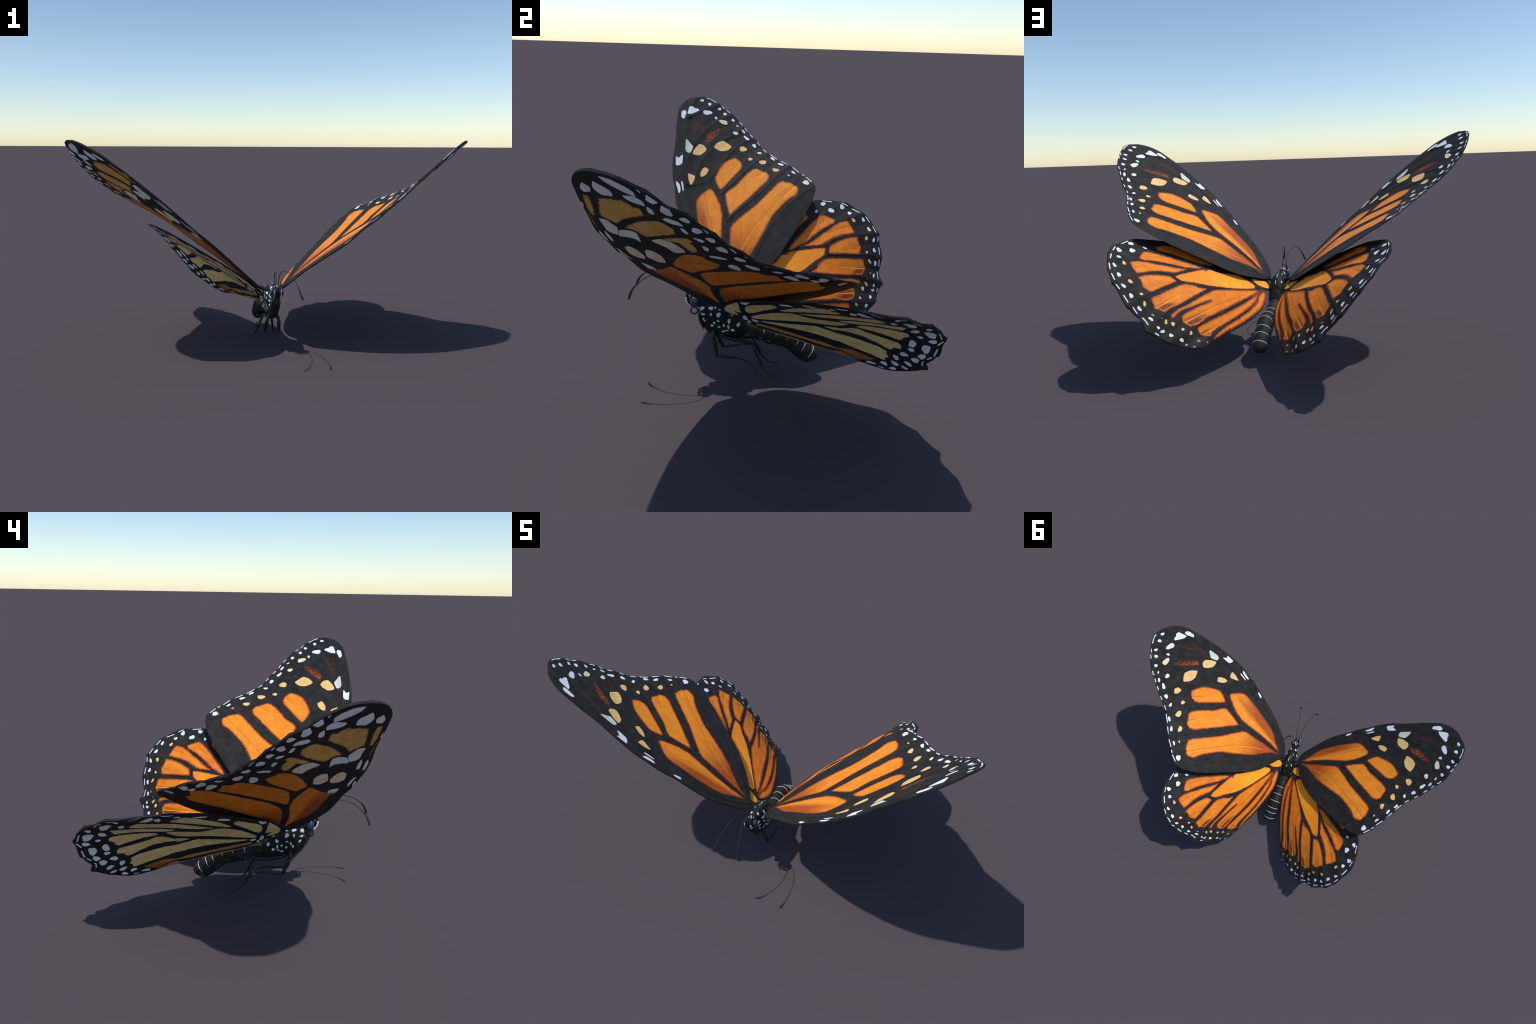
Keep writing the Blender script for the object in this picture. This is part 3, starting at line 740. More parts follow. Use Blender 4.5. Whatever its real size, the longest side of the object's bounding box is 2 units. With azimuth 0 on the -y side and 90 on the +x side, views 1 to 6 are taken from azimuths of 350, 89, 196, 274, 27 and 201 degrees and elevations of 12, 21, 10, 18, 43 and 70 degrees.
def sheet(side, plan, outline, spacing):
    """Triangulate one face of a wing in the plane; returns points, triangles, material name per triangle."""
    pts, edges, areas = [], [], []

    def add_loop(q):
        i0 = len(pts)
        pts.extend(map(tuple, q))
        edges.extend((i0 + i, i0 + (i + 1) % len(q)) for i in range(len(q)))

    add_loop(outline)
    bb0, bb1 = outline.min(0), outline.max(0)
    loose = []
    for i, (what, kind, p, fuzzy) in enumerate(plan):
        if what != "area":
            continue
        if fuzzy:
            q = closed_curve(p, 0.0028, 0.0022, seed=i)
            core = closed_curve(p, 0.004)
            d = np.roll(core, -1, 0) - np.roll(core, 1, 0)
            nrm = np.c_[-d[:, 1], d[:, 0]] / (np.linalg.norm(d, axis=1)[:, None] + 1e-9)
            area = 0.5 * np.sum(core[:, 0] * np.roll(core[:, 1], -1) - np.roll(core[:, 0], -1) * core[:, 1])
            for off in (0.003, 0.006, 0.010):
                r = core + nrm * off * np.sign(area) + rng.uniform(-1, 1, core.shape) * 0.0008
                ok = inside(core, r)
                dd, _ = distance(core, r, True)
                loose.append(r[ok & (dd > off * 0.7)])
        else:
            q = closed_curve(p, 0.0045)
        keep = inside(outline, q)
        if keep.mean() < 0.25:
            continue
        q = q[keep]
        near_edge, _ = distance(outline, q, True)
        q = q[near_edge > 0.0008]
        if len(q) < 3:
            continue
        areas.append((kind, q, fuzzy))
        add_loop(q)
    gx, gy = np.meshgrid(np.arange(bb0[0], bb1[0], spacing), np.arange(bb0[1], bb1[1], spacing * 0.866))
    gx = gx + (np.arange(gx.shape[0]) % 2)[:, None] * spacing * 0.5
    g = np.c_[gx.ravel(), gy.ravel()] + rng.uniform(-1, 1, (gx.size, 2)) * spacing * 0.12
    g = np.vstack([g] + loose)
    g = g[inside(outline, g)]
    # thin out: no loose point too near a border point or another loose point
    fixed = np.array(pts)
    cellsize = 0.0022
    seen = set(map(tuple, np.floor(fixed / cellsize).astype(int)))
    kept = []
    for p, key in zip(g[::-1], np.floor(g[::-1] / cellsize).astype(int)):
        key = tuple(key)
        if key in seen:
            continue
        seen.add(key)
        kept.append(tuple(p))
    do, _ = distance(outline, np.array(kept), True)
    kept = [p for p, d in zip(kept, do) if d > 0.0018]
    v, e, f, *_ = delaunay_2d_cdt([Vector(p) for p in pts + kept], edges, [], 0, 1e-6)
    v = np.array([tuple(p) for p in v])
    f = np.array([t for t in f if len(t) == 3])
    cen = v[f].mean(1)
    ok = inside(outline, cen)
    f, cen = f[ok], cen[ok]
    # keep the triangles anticlockwise
    a, b, c = v[f[:, 0]], v[f[:, 1]], v[f[:, 2]]
    cr = (b - a)[:, 0] * (c - a)[:, 1] - (b - a)[:, 1] * (c - a)[:, 0]
    f, cen, cr = f[np.abs(cr) > 1e-10], cen[np.abs(cr) > 1e-10], cr[np.abs(cr) > 1e-10]
    f[cr < 0] = f[cr < 0][:, [0, 2, 1]]
    mat = np.array([SLOTS[side][0]] * len(f), dtype=object)
    jit = rng.uniform(-1, 1, len(f))
    for kind, q, fuzzy in areas:
        m = inside(q, cen)
        if not m.any():
            continue
        dist = np.full(len(f), 1.0)
        dist[m], _ = distance(q, cen[m], True)
        dist = dist + jit * 0.0012
        if kind in ("painted_crease_shade", "streak"):
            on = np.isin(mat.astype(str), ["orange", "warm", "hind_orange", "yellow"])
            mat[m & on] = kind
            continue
        if side == "fore_top":
            if kind == "orange":
                mat[m] = "orange"
                mat[m & (dist < 0.0105)] = "warm"
                mat[m & (dist < 0.0060)] = "rim"
                mat[m & (dist < 0.0027)] = "edge"
            elif kind == "smudge":
                mat[m & (dist > 0.007 * (jit + 1))] = "smudge" if cen[m][:, 1].mean() > -0.12 else "dusk"
            elif kind == "cream":
                mat[m] = "ivory" if q[:, 0].mean() > 0.95 else "cream"
            else:
                mat[m] = kind
        elif side == "fore_under":
            if kind == "tan":
                mat[m] = "fore_tan"
                mat[m & (dist < 0.003)] = "under_edge"
            elif kind == "orange":
                mat[m] = "under_orange"
                mat[m & (dist < 0.003)] = "under_edge"
            elif kind == "pale":
                mat[m] = "under_chalk" if q[:, 0].mean() > 0.79 and q[:, 1].mean() < -0.15 else "under_pale"
            else:
                mat[m] = "under_white"
        elif side == "hind_top":
            if kind == "orange":
                mat[m] = "hind_orange"
                mat[m & (dist < 0.0092)] = "warm"
                mat[m & (dist < 0.0050)] = "rim"
                mat[m & (dist < 0.0016)] = "edge"
            elif kind == "yellow" and fuzzy:
                mat[m] = "yellow"
                mat[m & (dist < 0.0035)] = "rim"
                mat[m & (dist < 0.0015)] = "edge"
            else:
                mat[m] = kind
        else:
            if kind == "tan":
                mat[m] = "hind_tan"
                mat[m & (dist < 0.0048)] = "fringe"
                mat[m & (dist < 0.0014)] = "under_edge"
            elif kind == "rust":
                mat[m] = "under_rust"
                mat[m & (dist < 0.0016)] = "under_edge"
            else:
                mat[m] = "under_white"
    return v, f, mat


def wing_relief(q, plan, outline, stiff, depth):
    """Height of pleats: veins stand up, the folds between them sink, more so towards the outer margin."""
    d_out, _ = distance(outline, q, True)
    h = np.zeros(len(q))
    for what, _, line, _ in plan:
        if what not in ("vein", "fold"):
            continue
        smooth = line
        d, at = distance(smooth, q)
        end_d, _ = distance(outline, line[-1:], True)
        wide = 0.010 if what == "vein" else 0.012
        sharp = np.exp(-((d / wide) ** 2))
        soft = np.exp(-((d / 0.022) ** 2))
        at_margin = np.exp(-d_out / 0.085) if end_d[0] < 0.04 else np.zeros(len(q))
        if what == "vein":
            h += 0.0016 * sharp + depth * soft * at_margin * (at > 0.2)
        else:
            h -= 0.0012 * sharp * np.clip(at * 2, 0, 1) + depth * soft * at_margin * (at > 0.05)
    return h


def build_wing(name, parent, flip, root, ea, eb, en, stations, plan_top, plan_under, prefix, depth):
    st = np.array(stations)
    camber = Camber(st[:, :2], st[:, 2:])
    outline = closed_curve([p for w, _, p, _ in plan_top if w == "margin"][0], 0.0055)
    faces, normals_src = [], []
    key = prefix + ("R" if flip else "L")
    if prefix not in SHEETS:
        SHEETS[prefix] = (sheet(prefix + "_top", plan_top, outline, 0.0085), sheet(prefix + "_under", plan_under, outline, 0.0085))
    top, under = SHEETS[prefix]

    def place(q, lift):
        c = camber(q)
        if flip:
            loc = np.c_[q[:, 0] + c[:, 1], q[:, 1] + c[:, 2], c[:, 3] + lift]
        else:
            loc = np.c_[q, c[:, 0] + lift]
        return loc

    verts, tris, mats = [], [], []
    base = 0
    n_out = len(outline)
    flat = []
    for s, (v, f, mat) in enumerate((top, under)):
        lift = wing_relief(v, plan_top, outline, 0, depth)
        d_out, at = distance(outline, v, True)
        if s == 0:
            lift = lift - 0.0011 * np.exp(-d_out / 0.0015)
        else:
            # thinner towards the rear margin
            rear = 0.55 * np.exp(-d_out / 0.018) * np.clip((v[:, 1] - 0.03) / 0.08, 0, 1) * np.clip((0.66 - v[:, 0]) / 0.06, 0, 1) * (prefix == "fore")
            lift = lift * 0.45 - THICK * (1 - rear) + 0.0011 * np.exp(-d_out / 0.0015)
        verts.append(place(v, lift))
        tris.append((f if s == 0 else f[:, [0, 2, 1]]) + base)
        mats.extend(mat)
        flat.append((v, f, base))
        base += len(v)
    # the rim: a narrow wall that joins the upper to the lower face all round the margin
    (v0, f0, b0), (v1, f1, b1) = flat
    lower = {tuple(np.round(p, 5)): i for i, p in enumerate(v1)}
    used = {}
    for tri in f0:
        for i in range(3):
            e = (int(tri[i]), int(tri[(i + 1) % 3]))
            if (e[1], e[0]) in used:
                del used[(e[1], e[0])]
            else:
                used[e] = True
    wall = []
    for i, j in used:
        k, m = lower.get(tuple(np.round(v0[i], 5))), lower.get(tuple(np.round(v0[j], 5)))
        if k is not None and m is not None:
            wall += [(j, i, b1 + k), (j, b1 + k, b1 + m)]
    tris.append(np.array(wall))
    mats.extend([SLOTS[prefix + "_top"][0]] * len(wall))
    verts = np.vstack(verts)
    tris = np.vstack(tris)
    ob = mesh_object(name, verts, tris, parent)
    slots = SLOTS[prefix + "_top"] + SLOTS[prefix + "_under"]
    for s in slots:
        ob.data.materials.append(M[s])
    ob.data.polygons.foreach_set("material_index", [slots.index(m) for m in mats])
    sx = -1.0 if flip else 1.0
    x, y, z = (Vector((v[0] * sx, v[1], v[2])) for v in (ea, eb, en))
    rot = Matrix((x, y, z)).transposed()
    if flip:
        # keep a right-handed frame: the mesh is drawn upside down and its frame turned with it
        for vert in ob.data.vertices:
            vert.co.z = -vert.co.z
        ob.data.flip_normals()
        rot = Matrix((x, y, -z)).transposed()
    ob.matrix_local = Matrix.Translation((root[0] * sx, root[1], root[2])) @ rot.to_4x4()
    ob.data.set_sharp_from_angle(angle=math.radians(50))
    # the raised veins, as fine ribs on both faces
    ribs_v, ribs_f = [], []

    def add_rib(q):
        if len(q) < 4:
            return
        loc = place(q, wing_relief(q, plan_top, outline, 0, depth) - 0.0008)
        if flip:
            loc[:, 2] *= -1
        tube(ribs_v, ribs_f, loc, np.linspace(0.0028, 0.0016, len(loc)), 6)

    for what, _, line, _ in plan_top:
        if what != "vein":
            continue
        q = open_curve(line, 0.008)
        q = q[inside(outline, q)]
        for what2, _, area, _ in plan_top:
            if what2 == "area" and len(q):
                dd, _ = distance(area, q, True)
                q = q[~inside(area, q) & (dd > 0.003)]
        runs = np.split(q, np.where(np.linalg.norm(np.diff(q, axis=0), axis=1) > 0.02)[0] + 1) if len(q) else []
        for q in runs:
            add_rib(q)
    rib = mesh_object(name + "_vein", ribs_v, ribs_f, ob)
    rib.data.materials.append(M["black"])
    rib["kind"] = "stuff"
    return ob


SHEETS = {}
THICK = 0.0090


def open_curve(p, step):
    p = np.asarray(p, float)
    ext = np.vstack([2 * p[0] - p[1], p, 2 * p[-1] - p[-2]])
    out = []
    for i in range(1, len(ext) - 2):
        p0, p1, p2, p3 = ext[i - 1], ext[i], ext[i + 1], ext[i + 2]
        m = max(2, int(np.linalg.norm(p2 - p1) / step + 0.5))
        t = np.linspace(0, 1, m, endpoint=False)[:, None]
        out.append(0.5 * (2 * p1 + (p2 - p0) * t + (2 * p0 - 5 * p1 + 4 * p2 - p3) * t**2 + (3 * p1 - p0 - 3 * p2 + p3) * t**3))
    out.append(p[-1:])
    return np.vstack(out)


def tube(verts, faces, path, radii, sides, squash=1.0):
    """Append a capped tube along a path to a vertex and a face list."""
    path = np.asarray(path, float)
    radii = np.broadcast_to(radii, (len(path),))
    d = np.gradient(path, axis=0)
    d /= np.linalg.norm(d, axis=1)[:, None] + 1e-12
    u = np.cross(d[0], [0.3, 0.2, 1.0])
    u /= np.linalg.norm(u)
    i0 = len(verts)
    for k in range(len(path)):
        u = u - d[k] * (u @ d[k])
        u /= np.linalg.norm(u) + 1e-12
        w = np.cross(d[k], u)
        for s in range(sides):
            t = 2 * math.pi * s / sides
            verts.append(path[k] + radii[k] * (math.cos(t) * u + squash * math.sin(t) * w))
    for k in range(len(path) - 1):
        for s in range(sides):
            a, b = i0 + k * sides + s, i0 + k * sides + (s + 1) % sides
            faces.append((a, b, b + sides, a + sides))
    faces.append(tuple(i0 + s for s in range(sides))[::-1])
    faces.append(tuple(i0 + (len(path) - 1) * sides + s for s in range(sides)))


def loft(name, parent, rings, material, sides=40, steps=5, square=1.0):
    """Body part lofted through oval sections given as (centre x, y, z, half width, half height, tilt)."""
    r = open_curve(np.array(rings, float), 1.0) if steps == 1 else None
    keys = np.array(rings, float)
    fine = []
    ext = np.vstack([2 * keys[0] - keys[1], keys, 2 * keys[-1] - keys[-2]])
    for i in range(1, len(ext) - 2):
        for j in range(steps):
            t = j / steps
            p0, p1, p2, p3 = ext[i - 1 : i + 3]
            fine.append(0.5 * (2 * p1 + (p2 - p0) * t + (2 * p0 - 5 * p1 + 4 * p2 - p3) * t**2 + (3 * p1 - p0 - 3 * p2 + p3) * t**3))
    fine.append(keys[-1])
    verts, faces = [], []
    for cx, cy, cz, rx, rz, tilt in fine:
        for s in range(sides):
            t = 2 * math.pi * s / sides
            up = rz * math.copysign(abs(math.sin(t)) ** square, math.sin(t))
            verts.append((cx + rx * math.copysign(abs(math.cos(t)) ** square, math.cos(t)), cy + up * math.sin(tilt), cz + up * math.cos(tilt)))
    for k in range(len(fine) - 1):
        for s in range(sides):
            a, b = k * sides + s, k * sides + (s + 1) % sides
            faces.append((a, a + sides, b + sides, b))
    faces.append(tuple(range(sides)))
    faces.append(tuple((len(fine) - 1) * sides + s for s in range(sides))[::-1])
    ob = mesh_object(name, verts, faces, parent)
    ob.data.materials.append(material)
    bm = bmesh.new()
    bm.from_mesh(ob.data)
    bmesh.ops.recalc_face_normals(bm, faces=bm.faces)
    bm.to_mesh(ob.data)
    bm.free()
    return ob


def ellipsoid(name, parent, centre, radii, material, segs=32, turn=None):
    bm = bmesh.new()
    bmesh.ops.create_uvsphere(bm, u_segments=segs, v_segments=segs // 2, radius=1.0)
    m = Matrix.Diagonal((*radii, 1.0))
    if turn is not None:
        m = turn.to_4x4() @ m
    bmesh.ops.transform(bm, matrix=Matrix.Translation(centre) @ m, verts=bm.verts)
    me = bpy.data.meshes.new(name)
    bm.to_mesh(me)
    bm.free()
    me.polygons.foreach_set("use_smooth", [True] * len(me.polygons))
    ob = bpy.data.objects.new(name, me)
    bpy.context.scene.collection.objects.link(ob)
    ob.parent = parent
    me.materials.append(material)
    return ob


def tuft(host, origin, along, size, seed, parent, mat="body_white"):
    """A white tuft of scales lying on the body: a thin domed patch thrown onto the host along a ray direction."""
    tree = BVHTree.FromObject(host, bpy.context.evaluated_depsgraph_get())
    d = Vector(along).normalized()
    u = d.cross(Vector((0, 1, 0)) if abs(d.y) < 0.9 else Vector((1, 0, 0))).normalized()
    w = d.cross(u).normalized()
    if abs(d.y) > 0.9:
        u, w = Vector((1, 0, 0)), Vector((0, 0, 1))
    elif abs(d.x) > 0.9:
        u, w = Vector((0, 1, 0)), Vector((0, 0, 1))
    elif abs(d.z) > 0.9:
        u, w = Vector((1, 0, 0)), Vector((0, 1, 0))
    r = random.Random(seed)
    ph = [r.uniform(0, 6.28) for _ in range(3)]
    rings, segs = 4, 18
    verts, faces, ok = [], [], True
    for k in range(rings + 1):
        f = k / rings
        for s in range(segs):
            t = 2 * math.pi * s / segs
            wob = 1 + 0.16 * math.sin(2 * t + ph[0]) + 0.10 * math.sin(3 * t + ph[1]) + 0.07 * math.sin(7 * t + ph[2])
            p = Vector(origin) + u * (size[0] * f * wob * math.cos(t)) + w * (size[1] * f * wob * math.sin(t)) - d * 0.2
            hit, nrm, _, _ = tree.ray_cast(p, d)
            if hit is None:
                ok = False
                break
            verts.append(hit - d * (0.0013 if f < 0.9 else -0.0006))
        if not ok:
            break
    if not ok:
        return None
    for k in range(rings):
        for s in range(segs):
            a, b = k * segs + s, k * segs + (s + 1) % segs
            faces.append((a, b, b + segs, a + segs))
    ob = mesh_object("white_tuft", verts, faces, parent)
    bm = bmesh.new()
    bm.from_mesh(ob.data)
    bmesh.ops.remove_doubles(bm, verts=bm.verts, dist=1e-5)
    bmesh.ops.recalc_face_normals(bm, faces=bm.faces)
    bm.to_mesh(ob.data)
    bm.free()
    ob.data.materials.append(M[mat])
    return ob


def build():
    make_materials()
    thing = bpy.data.objects.new("butterfly", None)
    bpy.context.scene.collection.objects.link(thing)
    thing["label"] = "orange and black butterfly with white-dotted margins, wings raised"
    thing["category"] = "butterfly"

    for flip in (False, True):
        build_wing("forewing", thing, flip, (0.06, -0.19, 0.36), (0.7798, -0.1055, 0.6171), (0.2193, 0.9693, -0.1114), (-0.5864, 0.2221, 0.779),
                   FOREWING_STATIONS, FORE_TOP, FORE_UNDER, "fore", 0.0017)
        build_wing("hindwing", thing, flip, (0.043, -0.15, 0.308), (0.7353, 0.3584, 0.5753), (-0.0703, 0.8845, -0.4612), (-0.6741, 0.2987, 0.6756),
                   HINDWING_STATIONS, HIND_TOP, HIND_UNDER, "hind", 0.0030)

    # ---- thorax
    thorax = loft("thorax", thing, [
        (0.006, -0.302, 0.312, 0.010, 0.026, 0.0), (0.006, -0.297, 0.308, 0.024, 0.056, 0.0), (0.006, -0.280, 0.298, 0.033, 0.083, 0.0),
        (0.006, -0.255, 0.287, 0.040, 0.095, 0.0), (0.006, -0.228, 0.282, 0.044, 0.095, 0.0), (0.006, -0.195, 0.280, 0.045, 0.095, 0.0),
        (0.005, -0.160, 0.270, 0.044, 0.086, 0.0), (0.004, -0.135, 0.256, 0.041, 0.072, 0.0), (0.003, -0.115, 0.241, 0.036, 0.054, 0.0), (0.002, -0.098, 0.231, 0.026, 0.037, 0.0)], M["cuticle"], sides=56, steps=7, square=0.82)
    bulge(thorax)
    for sx in (1, -1):
        for p, q, r0, r1 in [((0.030, -0.205, 0.338), (0.062, -0.196, 0.362), 0.013, 0.007), ((0.030, -0.160, 0.296), (0.056, -0.148, 0.312), 0.012, 0.006)]:
            v, f = [], []
            t = np.linspace(0, 1, 7)
            path = np.array(p) + (np.array(q) - np.array(p)) * t[:, None]
            path[:, 0] = 0.003 + sx * path[:, 0]
            tube(v, f, path, r0 + (r1 - r0) * t, 12)
            hinge = mesh_object("wing_hinge", v, f, thorax)
            hinge.data.materials.append(M["cuticle"])
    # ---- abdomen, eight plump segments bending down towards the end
    spine = [(0.002, -0.125, 0.233, 0.026, 0.029, 0.0), (0.002, -0.100, 0.230, 0.034, 0.0345, 0.05), (0.002, -0.055, 0.211, 0.037, 0.0395, 0.12), (0.001, -0.014, 0.195, 0.038, 0.0415, 0.12), (0.0, 0.031, 0.189, 0.041, 0.0460, 0.15),
             (0.0, 0.080, 0.181, 0.044, 0.0485, 0.28), (0.0, 0.120, 0.152, 0.044, 0.0480, 0.46), (0.0, 0.147, 0.127, 0.043, 0.0465, 0.58), (0.0, 0.181, 0.098, 0.041, 0.0440, 0.70), (0.0, 0.201, 0.083, 0.034, 0.0365, 0.80), (0.0, 0.213, 0.076, 0.022, 0.025, 0.85), (0.0, 0.219, 0.073, 0.006, 0.007, 0.9)]
    abdomen = loft("abdomen", thing, spine, M["abdomen"], steps=6)
    segment(abdomen)
    rings(abdomen)
    # ---- head
    head = ellipsoid("head", thing, (0.0065, -0.322, 0.360), (0.027, 0.026, 0.032), M["cuticle"])
    for sx, tw in ((1, 0.25), (-1, -0.25)):
        ellipsoid("eye", head, (0.0065 + sx * 0.0245, -0.327, 0.358), (0.0135, 0.0185, 0.0245), M["eye"], turn=Matrix.Rotation(tw * 0.6, 3, "Z"))
    neck = ellipsoid("neck", thing, (0.006, -0.300, 0.350), (0.022, 0.020, 0.030), M["cuticle"])
    # palps: two upturned, scaly feelers that frame the face, white on the outside
    for sx in (1, -1):
        v, f = [], []
        path = open_curve([(0.0065 + sx * 0.010, -0.336, 0.332), (0.0065 + sx * 0.012, -0.351, 0.344), (0.0065 + sx * 0.0125, -0.359, 0.366), (0.0065 + sx * 0.0125, -0.358, 0.386), (0.0065 + sx * 0.012, -0.352, 0.410)], 0.003)
        t = np.linspace(0, 1, len(path))
        tube(v, f, path, 0.0022 + 0.0045 * np.sin(np.clip(t * 1.15, 0, 1) * math.pi) ** 0.8, 12)
        palp = mesh_object("palp", v, f, head)
        palp.data.materials.append(M["leg"])
        v, f = [], []
        tube(v, f, path[2:len(path) // 2 + 4] + np.array([sx * 0.0034, -0.0012, 0.0]), 0.0046, 10)
        pw = mesh_object("palp_scales", v, f, head)
        pw.data.materials.append(M["body_white"])
    # tongue: a flat coil under the head
    turns = np.linspace(0, 2.35 * 2 * math.pi, 90)
    r = 0.0185 - 0.0021 * turns / (2 * math.pi)
    coil = np.c_[0.0065 + 0.0012 * np.sin(turns * 0.5), -0.328 + r * np.sin(turns), 0.3065 + r * np.cos(turns)]
    v, f = [], []
    tube(v, f, coil, 0.0021, 8)
    tongue = mesh_object("proboscis", v, f, head)
    tongue.data.materials.append(M["leg"])
    # antennae: long beaded threads that end in a club
    paths = [[(0.0125, -0.336, 0.388), (0.0125, -0.340, 0.410), (0.014, -0.348, 0.438), (0.018, -0.366, 0.468), (0.024, -0.389, 0.484), (0.030, -0.417, 0.493), (0.036, -0.450, 0.4955), (0.042, -0.487, 0.490), (0.051, -0.524, 0.477), (0.059, -0.555, 0.455), (0.0645, -0.575, 0.435), (0.070, -0.586, 0.415), (0.075, -0.591, 0.401), (0.079, -0.5935, 0.388)],
             [(-0.003, -0.337, 0.388), (-0.005, -0.340, 0.408), (-0.0075, -0.344, 0.430), (-0.010, -0.354, 0.453), (-0.013, -0.375, 0.471), (-0.017, -0.401, 0.483), (-0.021, -0.431, 0.490), (-0.026, -0.465, 0.4925), (-0.032, -0.495, 0.488), (-0.0375, -0.523, 0.476), (-0.043, -0.544, 0.462), (-0.048, -0.562, 0.446), (-0.053, -0.578, 0.425), (-0.060, -0.588, 0.404), (-0.065, -0.591, 0.388)]]
    for p in paths:
        path = open_curve(p, 0.0011)
        s = np.r_[0, np.cumsum(np.linalg.norm(np.diff(path, axis=0), axis=1))]
        t = s / s[-1]
        rad = 0.0019 + 0.0033 * np.clip((t - 0.72) / 0.2, 0, 1) ** 1.4
        rad = rad * (1 + 0.10 * np.sign(np.sin(s / 0.0042 * 2 * math.pi)) * (t > 0.05))
        rad = rad * np.sqrt(np.clip((1.003 - t) / 0.02, 0.05, 1))
        v, f = [], []
        tube(v, f, path, rad, 10)
        ob = mesh_object("antenna", v, f, head)
        ob.data.materials.append(M["antenna"])

    # ---- legs: hip, knee, end of shin, then the jointed foot
    legs = [[(0.020, -0.246, 0.222), (0.038, -0.243, 0.185), (0.044, -0.226, 0.100), (0.050, -0.136, 0.098), (0.055, -0.088, 0.086), (0.060, -0.060, 0.058), (0.064, -0.045, 0.025)],
            [(-0.006, -0.240, 0.222), (-0.022, -0.236, 0.185), (-0.032, -0.204, 0.104), (-0.036, -0.117, 0.118), (-0.045, -0.062, 0.112), (-0.049, -0.035, 0.092), (-0.052, -0.016, 0.066)],
            [(0.018, -0.180, 0.215), (0.022, -0.213, 0.189), (0.030, -0.069, 0.163), (0.051, -0.027, 0.061), (0.059, 0.006, 0.022), (0.064, 0.032, 0.011), (0.070, 0.062, 0.003)],
            [(-0.006, -0.180, 0.215), (-0.006, -0.213, 0.186), (-0.014, -0.070, 0.163), (-0.042, -0.030, 0.062), (-0.051, 0.008, 0.020), (-0.055, 0.034, 0.010), (-0.058, 0.063, 0.003)]]
    for p in legs:
        p = np.array(p)
        v, f = [], []
        seg = [(0, 1, 0.0105, 0.0095), (1, 2, 0.0100, 0.0072), (2, 3, 0.0068, 0.0062), (3, 4, 0.0052, 0.0042), (4, 5, 0.0040, 0.0034), (5, 6, 0.0034, 0.0018)]
        for i, j, r0, r1 in seg:
            t = np.linspace(0, 1, 9)
            path = p[i] + (p[j] - p[i]) * t[:, None]
            rad = r0 + (r1 - r0) * t + 0.0012 * np.sin(math.pi * t) * (i == 1)
            rad = rad * np.sqrt(np.clip(np.minimum(t, 1 - t) / 0.06 + 0.35, 0, 1))
            tube(v, f, path, rad, 10)
        # spurs at the end of the shin and the claws
        for side in (-1, 1):
            d = (p[3] - p[2]) / np.linalg.norm(p[3] - p[2])
            tube(v, f, [p[3], p[3] + d * 0.010 + np.array([side * 0.005, 0, -0.002])], [0.0016, 0.0004], 6)
            d = (p[6] - p[5]) / np.linalg.norm(p[6] - p[5])
            tube(v, f, [p[6], p[6] + d * 0.005 + np.array([side * 0.003, 0, 0.001]), p[6] + d * 0.009 + np.array([side * 0.004, 0, -0.003])], [0.0012, 0.0009, 0.0003], 6)
        for q in p[1:5]:
            ball(v, f, q, 0.0062 if np.allclose(q, p[2]) or np.allclose(q, p[1]) else 0.0038)
        v = np.array(v)
        v[:, 2] = np.maximum(v[:, 2], 0.0)
        ob = mesh_object("leg", v, f, thing)
        ob.data.materials.append(M["leg"])
    # the small folded forelegs, tucked against the breast
    for sx in (1, -1):
        v, f = [], []
        tube(v, f, open_curve([(0.006 + sx * 0.016, -0.288, 0.322), (0.006 + sx * 0.020, -0.301, 0.300), (0.006 + sx * 0.018, -0.300, 0.268), (0.006 + sx * 0.015, -0.292, 0.240), (0.006 + sx * 0.013, -0.289, 0.216)], 0.004),
             np.interp(np.linspace(0, 1, len(open_curve([(0.006 + sx * 0.016, -0.288, 0.322), (0.006 + sx * 0.020, -0.301, 0.300), (0.006 + sx * 0.018, -0.300, 0.268), (0.006 + sx * 0.015, -0.292, 0.240), (0.006 + sx * 0.013, -0.289, 0.216)], 0.004))), [0, 0.3, 0.7, 1], [0.006, 0.0085, 0.006, 0.001]), 12)
        ob = mesh_object("foreleg", v, f, thing)
        ob.data.materials.append(M["leg"])

    # ---- white tufts: flanks (y, z, half length, half height), then back and crown (x, y, half sizes)
    flank = [(-0.252, 0.336, 0.0105, 0.0095), (-0.219, 0.309, 0.0105, 0.0115), (-0.215, 0.333, 0.0065, 0.0032), (-0.252, 0.308, 0.0042, 0.0096), 
             (-0.221, 0.277, 0.0077, 0.0048), (-0.173, 0.279, 0.0077, 0.0121), (-0.239, 0.266, 0.0048, 0.0092), (-0.249, 0.250, 0.0061, 0.0092), (-0.218, 0.245, 0.0066, 0.0061),
             (-0.196, 0.255, 0.0048, 0.0085), (-0.176, 0.249, 0.0053, 0.0122), (-0.157, 0.234, 0.0093, 0.0073), (-0.182, 0.229, 0.0071, 0.0039), (-0.198, 0.222, 0.0084, 0.0054), (-0.133, 0.260, 0.0085, 0.0105)]
    n = 0
    for sx in (1, -1):
        for y, z, a, b in flank:
            n += 1
            tuft(thorax, (0.0, y, z), (-sx, 0, 0), (a, b), n, thorax)
    for sx in (1, -1):
        for x, z, a, b in [(0.026, 0.330, 0.0055, 0.0115), (0.026, 0.303, 0.0080, 0.0070), (0.028, 0.277, 0.0022, 0.0100)]:
            n += 1
            tuft(thorax, (0.006 + sx * x, -0.29, z), (0, 1, 0), (a, b), n, thorax)
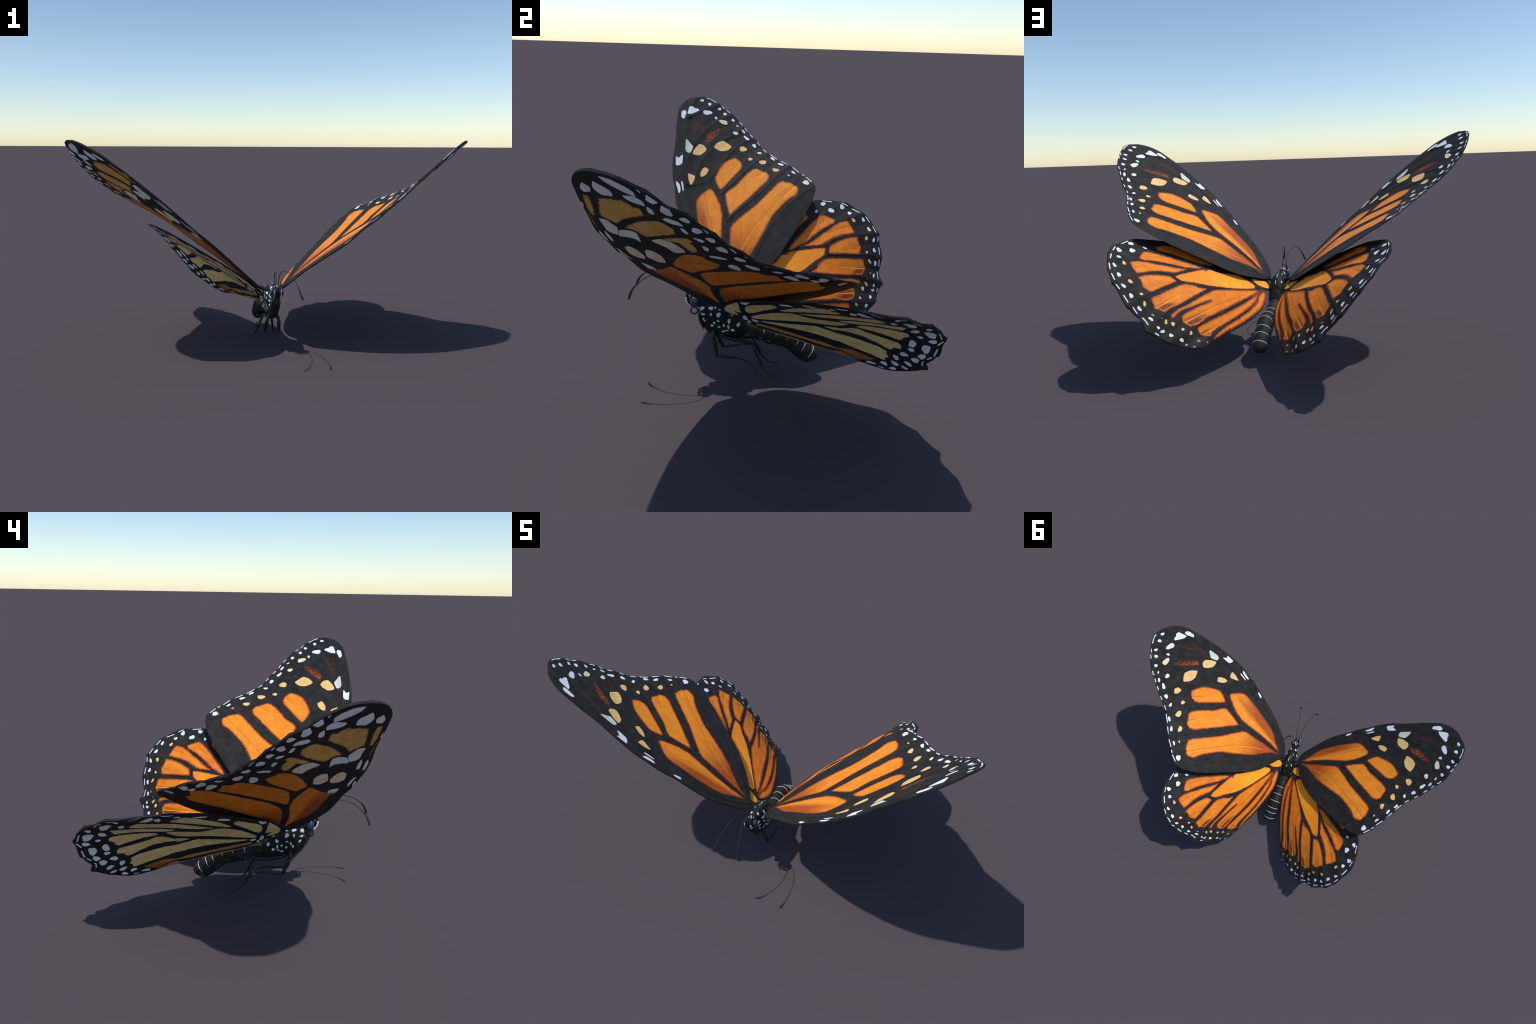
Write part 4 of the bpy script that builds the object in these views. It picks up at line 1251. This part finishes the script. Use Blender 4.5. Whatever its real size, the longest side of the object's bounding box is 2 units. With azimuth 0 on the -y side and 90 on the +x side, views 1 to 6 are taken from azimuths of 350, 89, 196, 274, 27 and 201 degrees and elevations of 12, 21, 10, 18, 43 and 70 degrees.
    for x, y, a, b in [(0.0235, -0.272, 0.0075, 0.0075), (-0.0125, -0.276, 0.0075, 0.0075), (0.039, -0.232, 0.006, 0.010), (-0.031, -0.236, 0.006, 0.010), (0.0075, -0.192, 0.0022, 0.017), (0.0065, -0.150, 0.0026, 0.008), (0.006, -0.215, 0.003, 0.003), (-0.011, -0.235, 0.0035, 0.004), (-0.024, -0.165, 0.003, 0.008)]:
        n += 1
        tuft(thorax, (x, y, 0.4), (0, 0, -1), (a, b), n, thorax)
    for x, y, a, b in [(0.0075, -0.323, 0.0060, 0.0055), (0.0005, -0.311, 0.0050, 0.0045), (0.0185, -0.315, 0.0040, 0.0035), (-0.006, -0.322, 0.0030, 0.0030), (0.012, -0.334, 0.003, 0.0030)]:
        n += 1
        tuft(head, (x, y, 0.45), (0, 0, -1), (a, b), n, head)


def ball(verts, faces, c, r, seg=8):
    i0 = len(verts)
    for k in range(1, seg // 2):
        a = math.pi * k / (seg // 2)
        for s in range(seg):
            t = 2 * math.pi * s / seg
            verts.append(np.array(c) + r * np.array([math.sin(a) * math.cos(t), math.sin(a) * math.sin(t), math.cos(a)]))
    n = seg // 2 - 1
    for k in range(n - 1):
        for s in range(seg):
            a, b = i0 + k * seg + s, i0 + k * seg + (s + 1) % seg
            faces.append((a, a + seg, b + seg, b))
    faces.append(tuple(i0 + s for s in range(seg)))
    faces.append(tuple(i0 + (n - 1) * seg + s for s in range(seg))[::-1])


def bulge(ob):
    """Plates of the thorax: a collar groove, a waist groove on the back and soft hair relief."""
    for v in ob.data.vertices:
        p = v.co
        k = -0.0045 * math.exp(-(((p.y + 0.262) / 0.007) ** 2)) * (p.z > 0.30)
        k += -0.0050 * math.exp(-(((p.y + 0.128) / 0.006) ** 2)) * (p.z > 0.27)
        k += -0.0040 * math.exp(-(((p.x - 0.006) / 0.008) ** 2)) * (p.z < 0.25)
        k += 0.0016 * noise.noise(p * 55.0)
        # the breast narrows downwards to the hips
        low = min(1.0, max(0.0, (0.305 - p.z) / 0.10)) * min(1.0, max(0.0, (-0.150 - p.y) / 0.07))
        p = Vector((0.006 + (p.x - 0.006) * (1 - 0.34 * low), p.y, p.z))
        c = Vector((0.006, p.y, 0.287))
        v.co = p + (p - c).normalized() * k
    ob.data.update()


STRIPES = [(-0.018, 0.236), (0.038, 0.234), (0.094, 0.226), (0.141, 0.193), (0.170, 0.163), (0.207, 0.132)]


def segment(ob):
    for v in ob.data.vertices:
        p = v.co
        k = 0.0
        for (y, z), tilt in zip(STRIPES, (0.12, 0.15, 0.30, 0.48, 0.60, 0.72)):
            d = (p.y - y) * math.cos(tilt) - (p.z - z) * math.sin(tilt)
            k -= 0.0022 * math.exp(-((d / 0.006) ** 2))
        k += 0.0008 * noise.noise(p * 70.0)
        v.co = p + v.normal * k
    ob.data.update()


def rings(host):
    """The narrow white hoops over the back of the abdomen."""
    tree = BVHTree.FromObject(host, bpy.context.evaluated_depsgraph_get())
    centres = [(-0.023, 0.196), (0.031, 0.189), (0.080, 0.181), (0.120, 0.152), (0.147, 0.127), (0.181, 0.098)]
    for (y, z), (cy, cz), span in zip(STRIPES, centres, (1.15, 1.25, 1.35, 1.35, 1.45, 1.6)):
        axis = Vector((0, y - cy, z - cz)).normalized()
        pts = []
        for t in np.linspace(-span, span, 40):
            d = (axis * math.cos(t) + Vector((1, 0, 0)) * math.sin(t)).normalized()
            hit, nrm, _, _ = tree.ray_cast(Vector((0.0005, cy, cz)) + d * 0.2, -d)
            if hit is not None:
                pts.append(hit + d * 0.0002)
        if len(pts) < 5:
            continue
        v, f = [], []
        k = np.linspace(-1, 1, len(pts))
        tube(v, f, np.array(pts), 0.0016 * np.sqrt(np.clip(1.02 - k**4, 0.02, 1)), 8)
        ob = mesh_object("white_band", v, f, host)
        ob.data.materials.append(M["body_white"])


build()
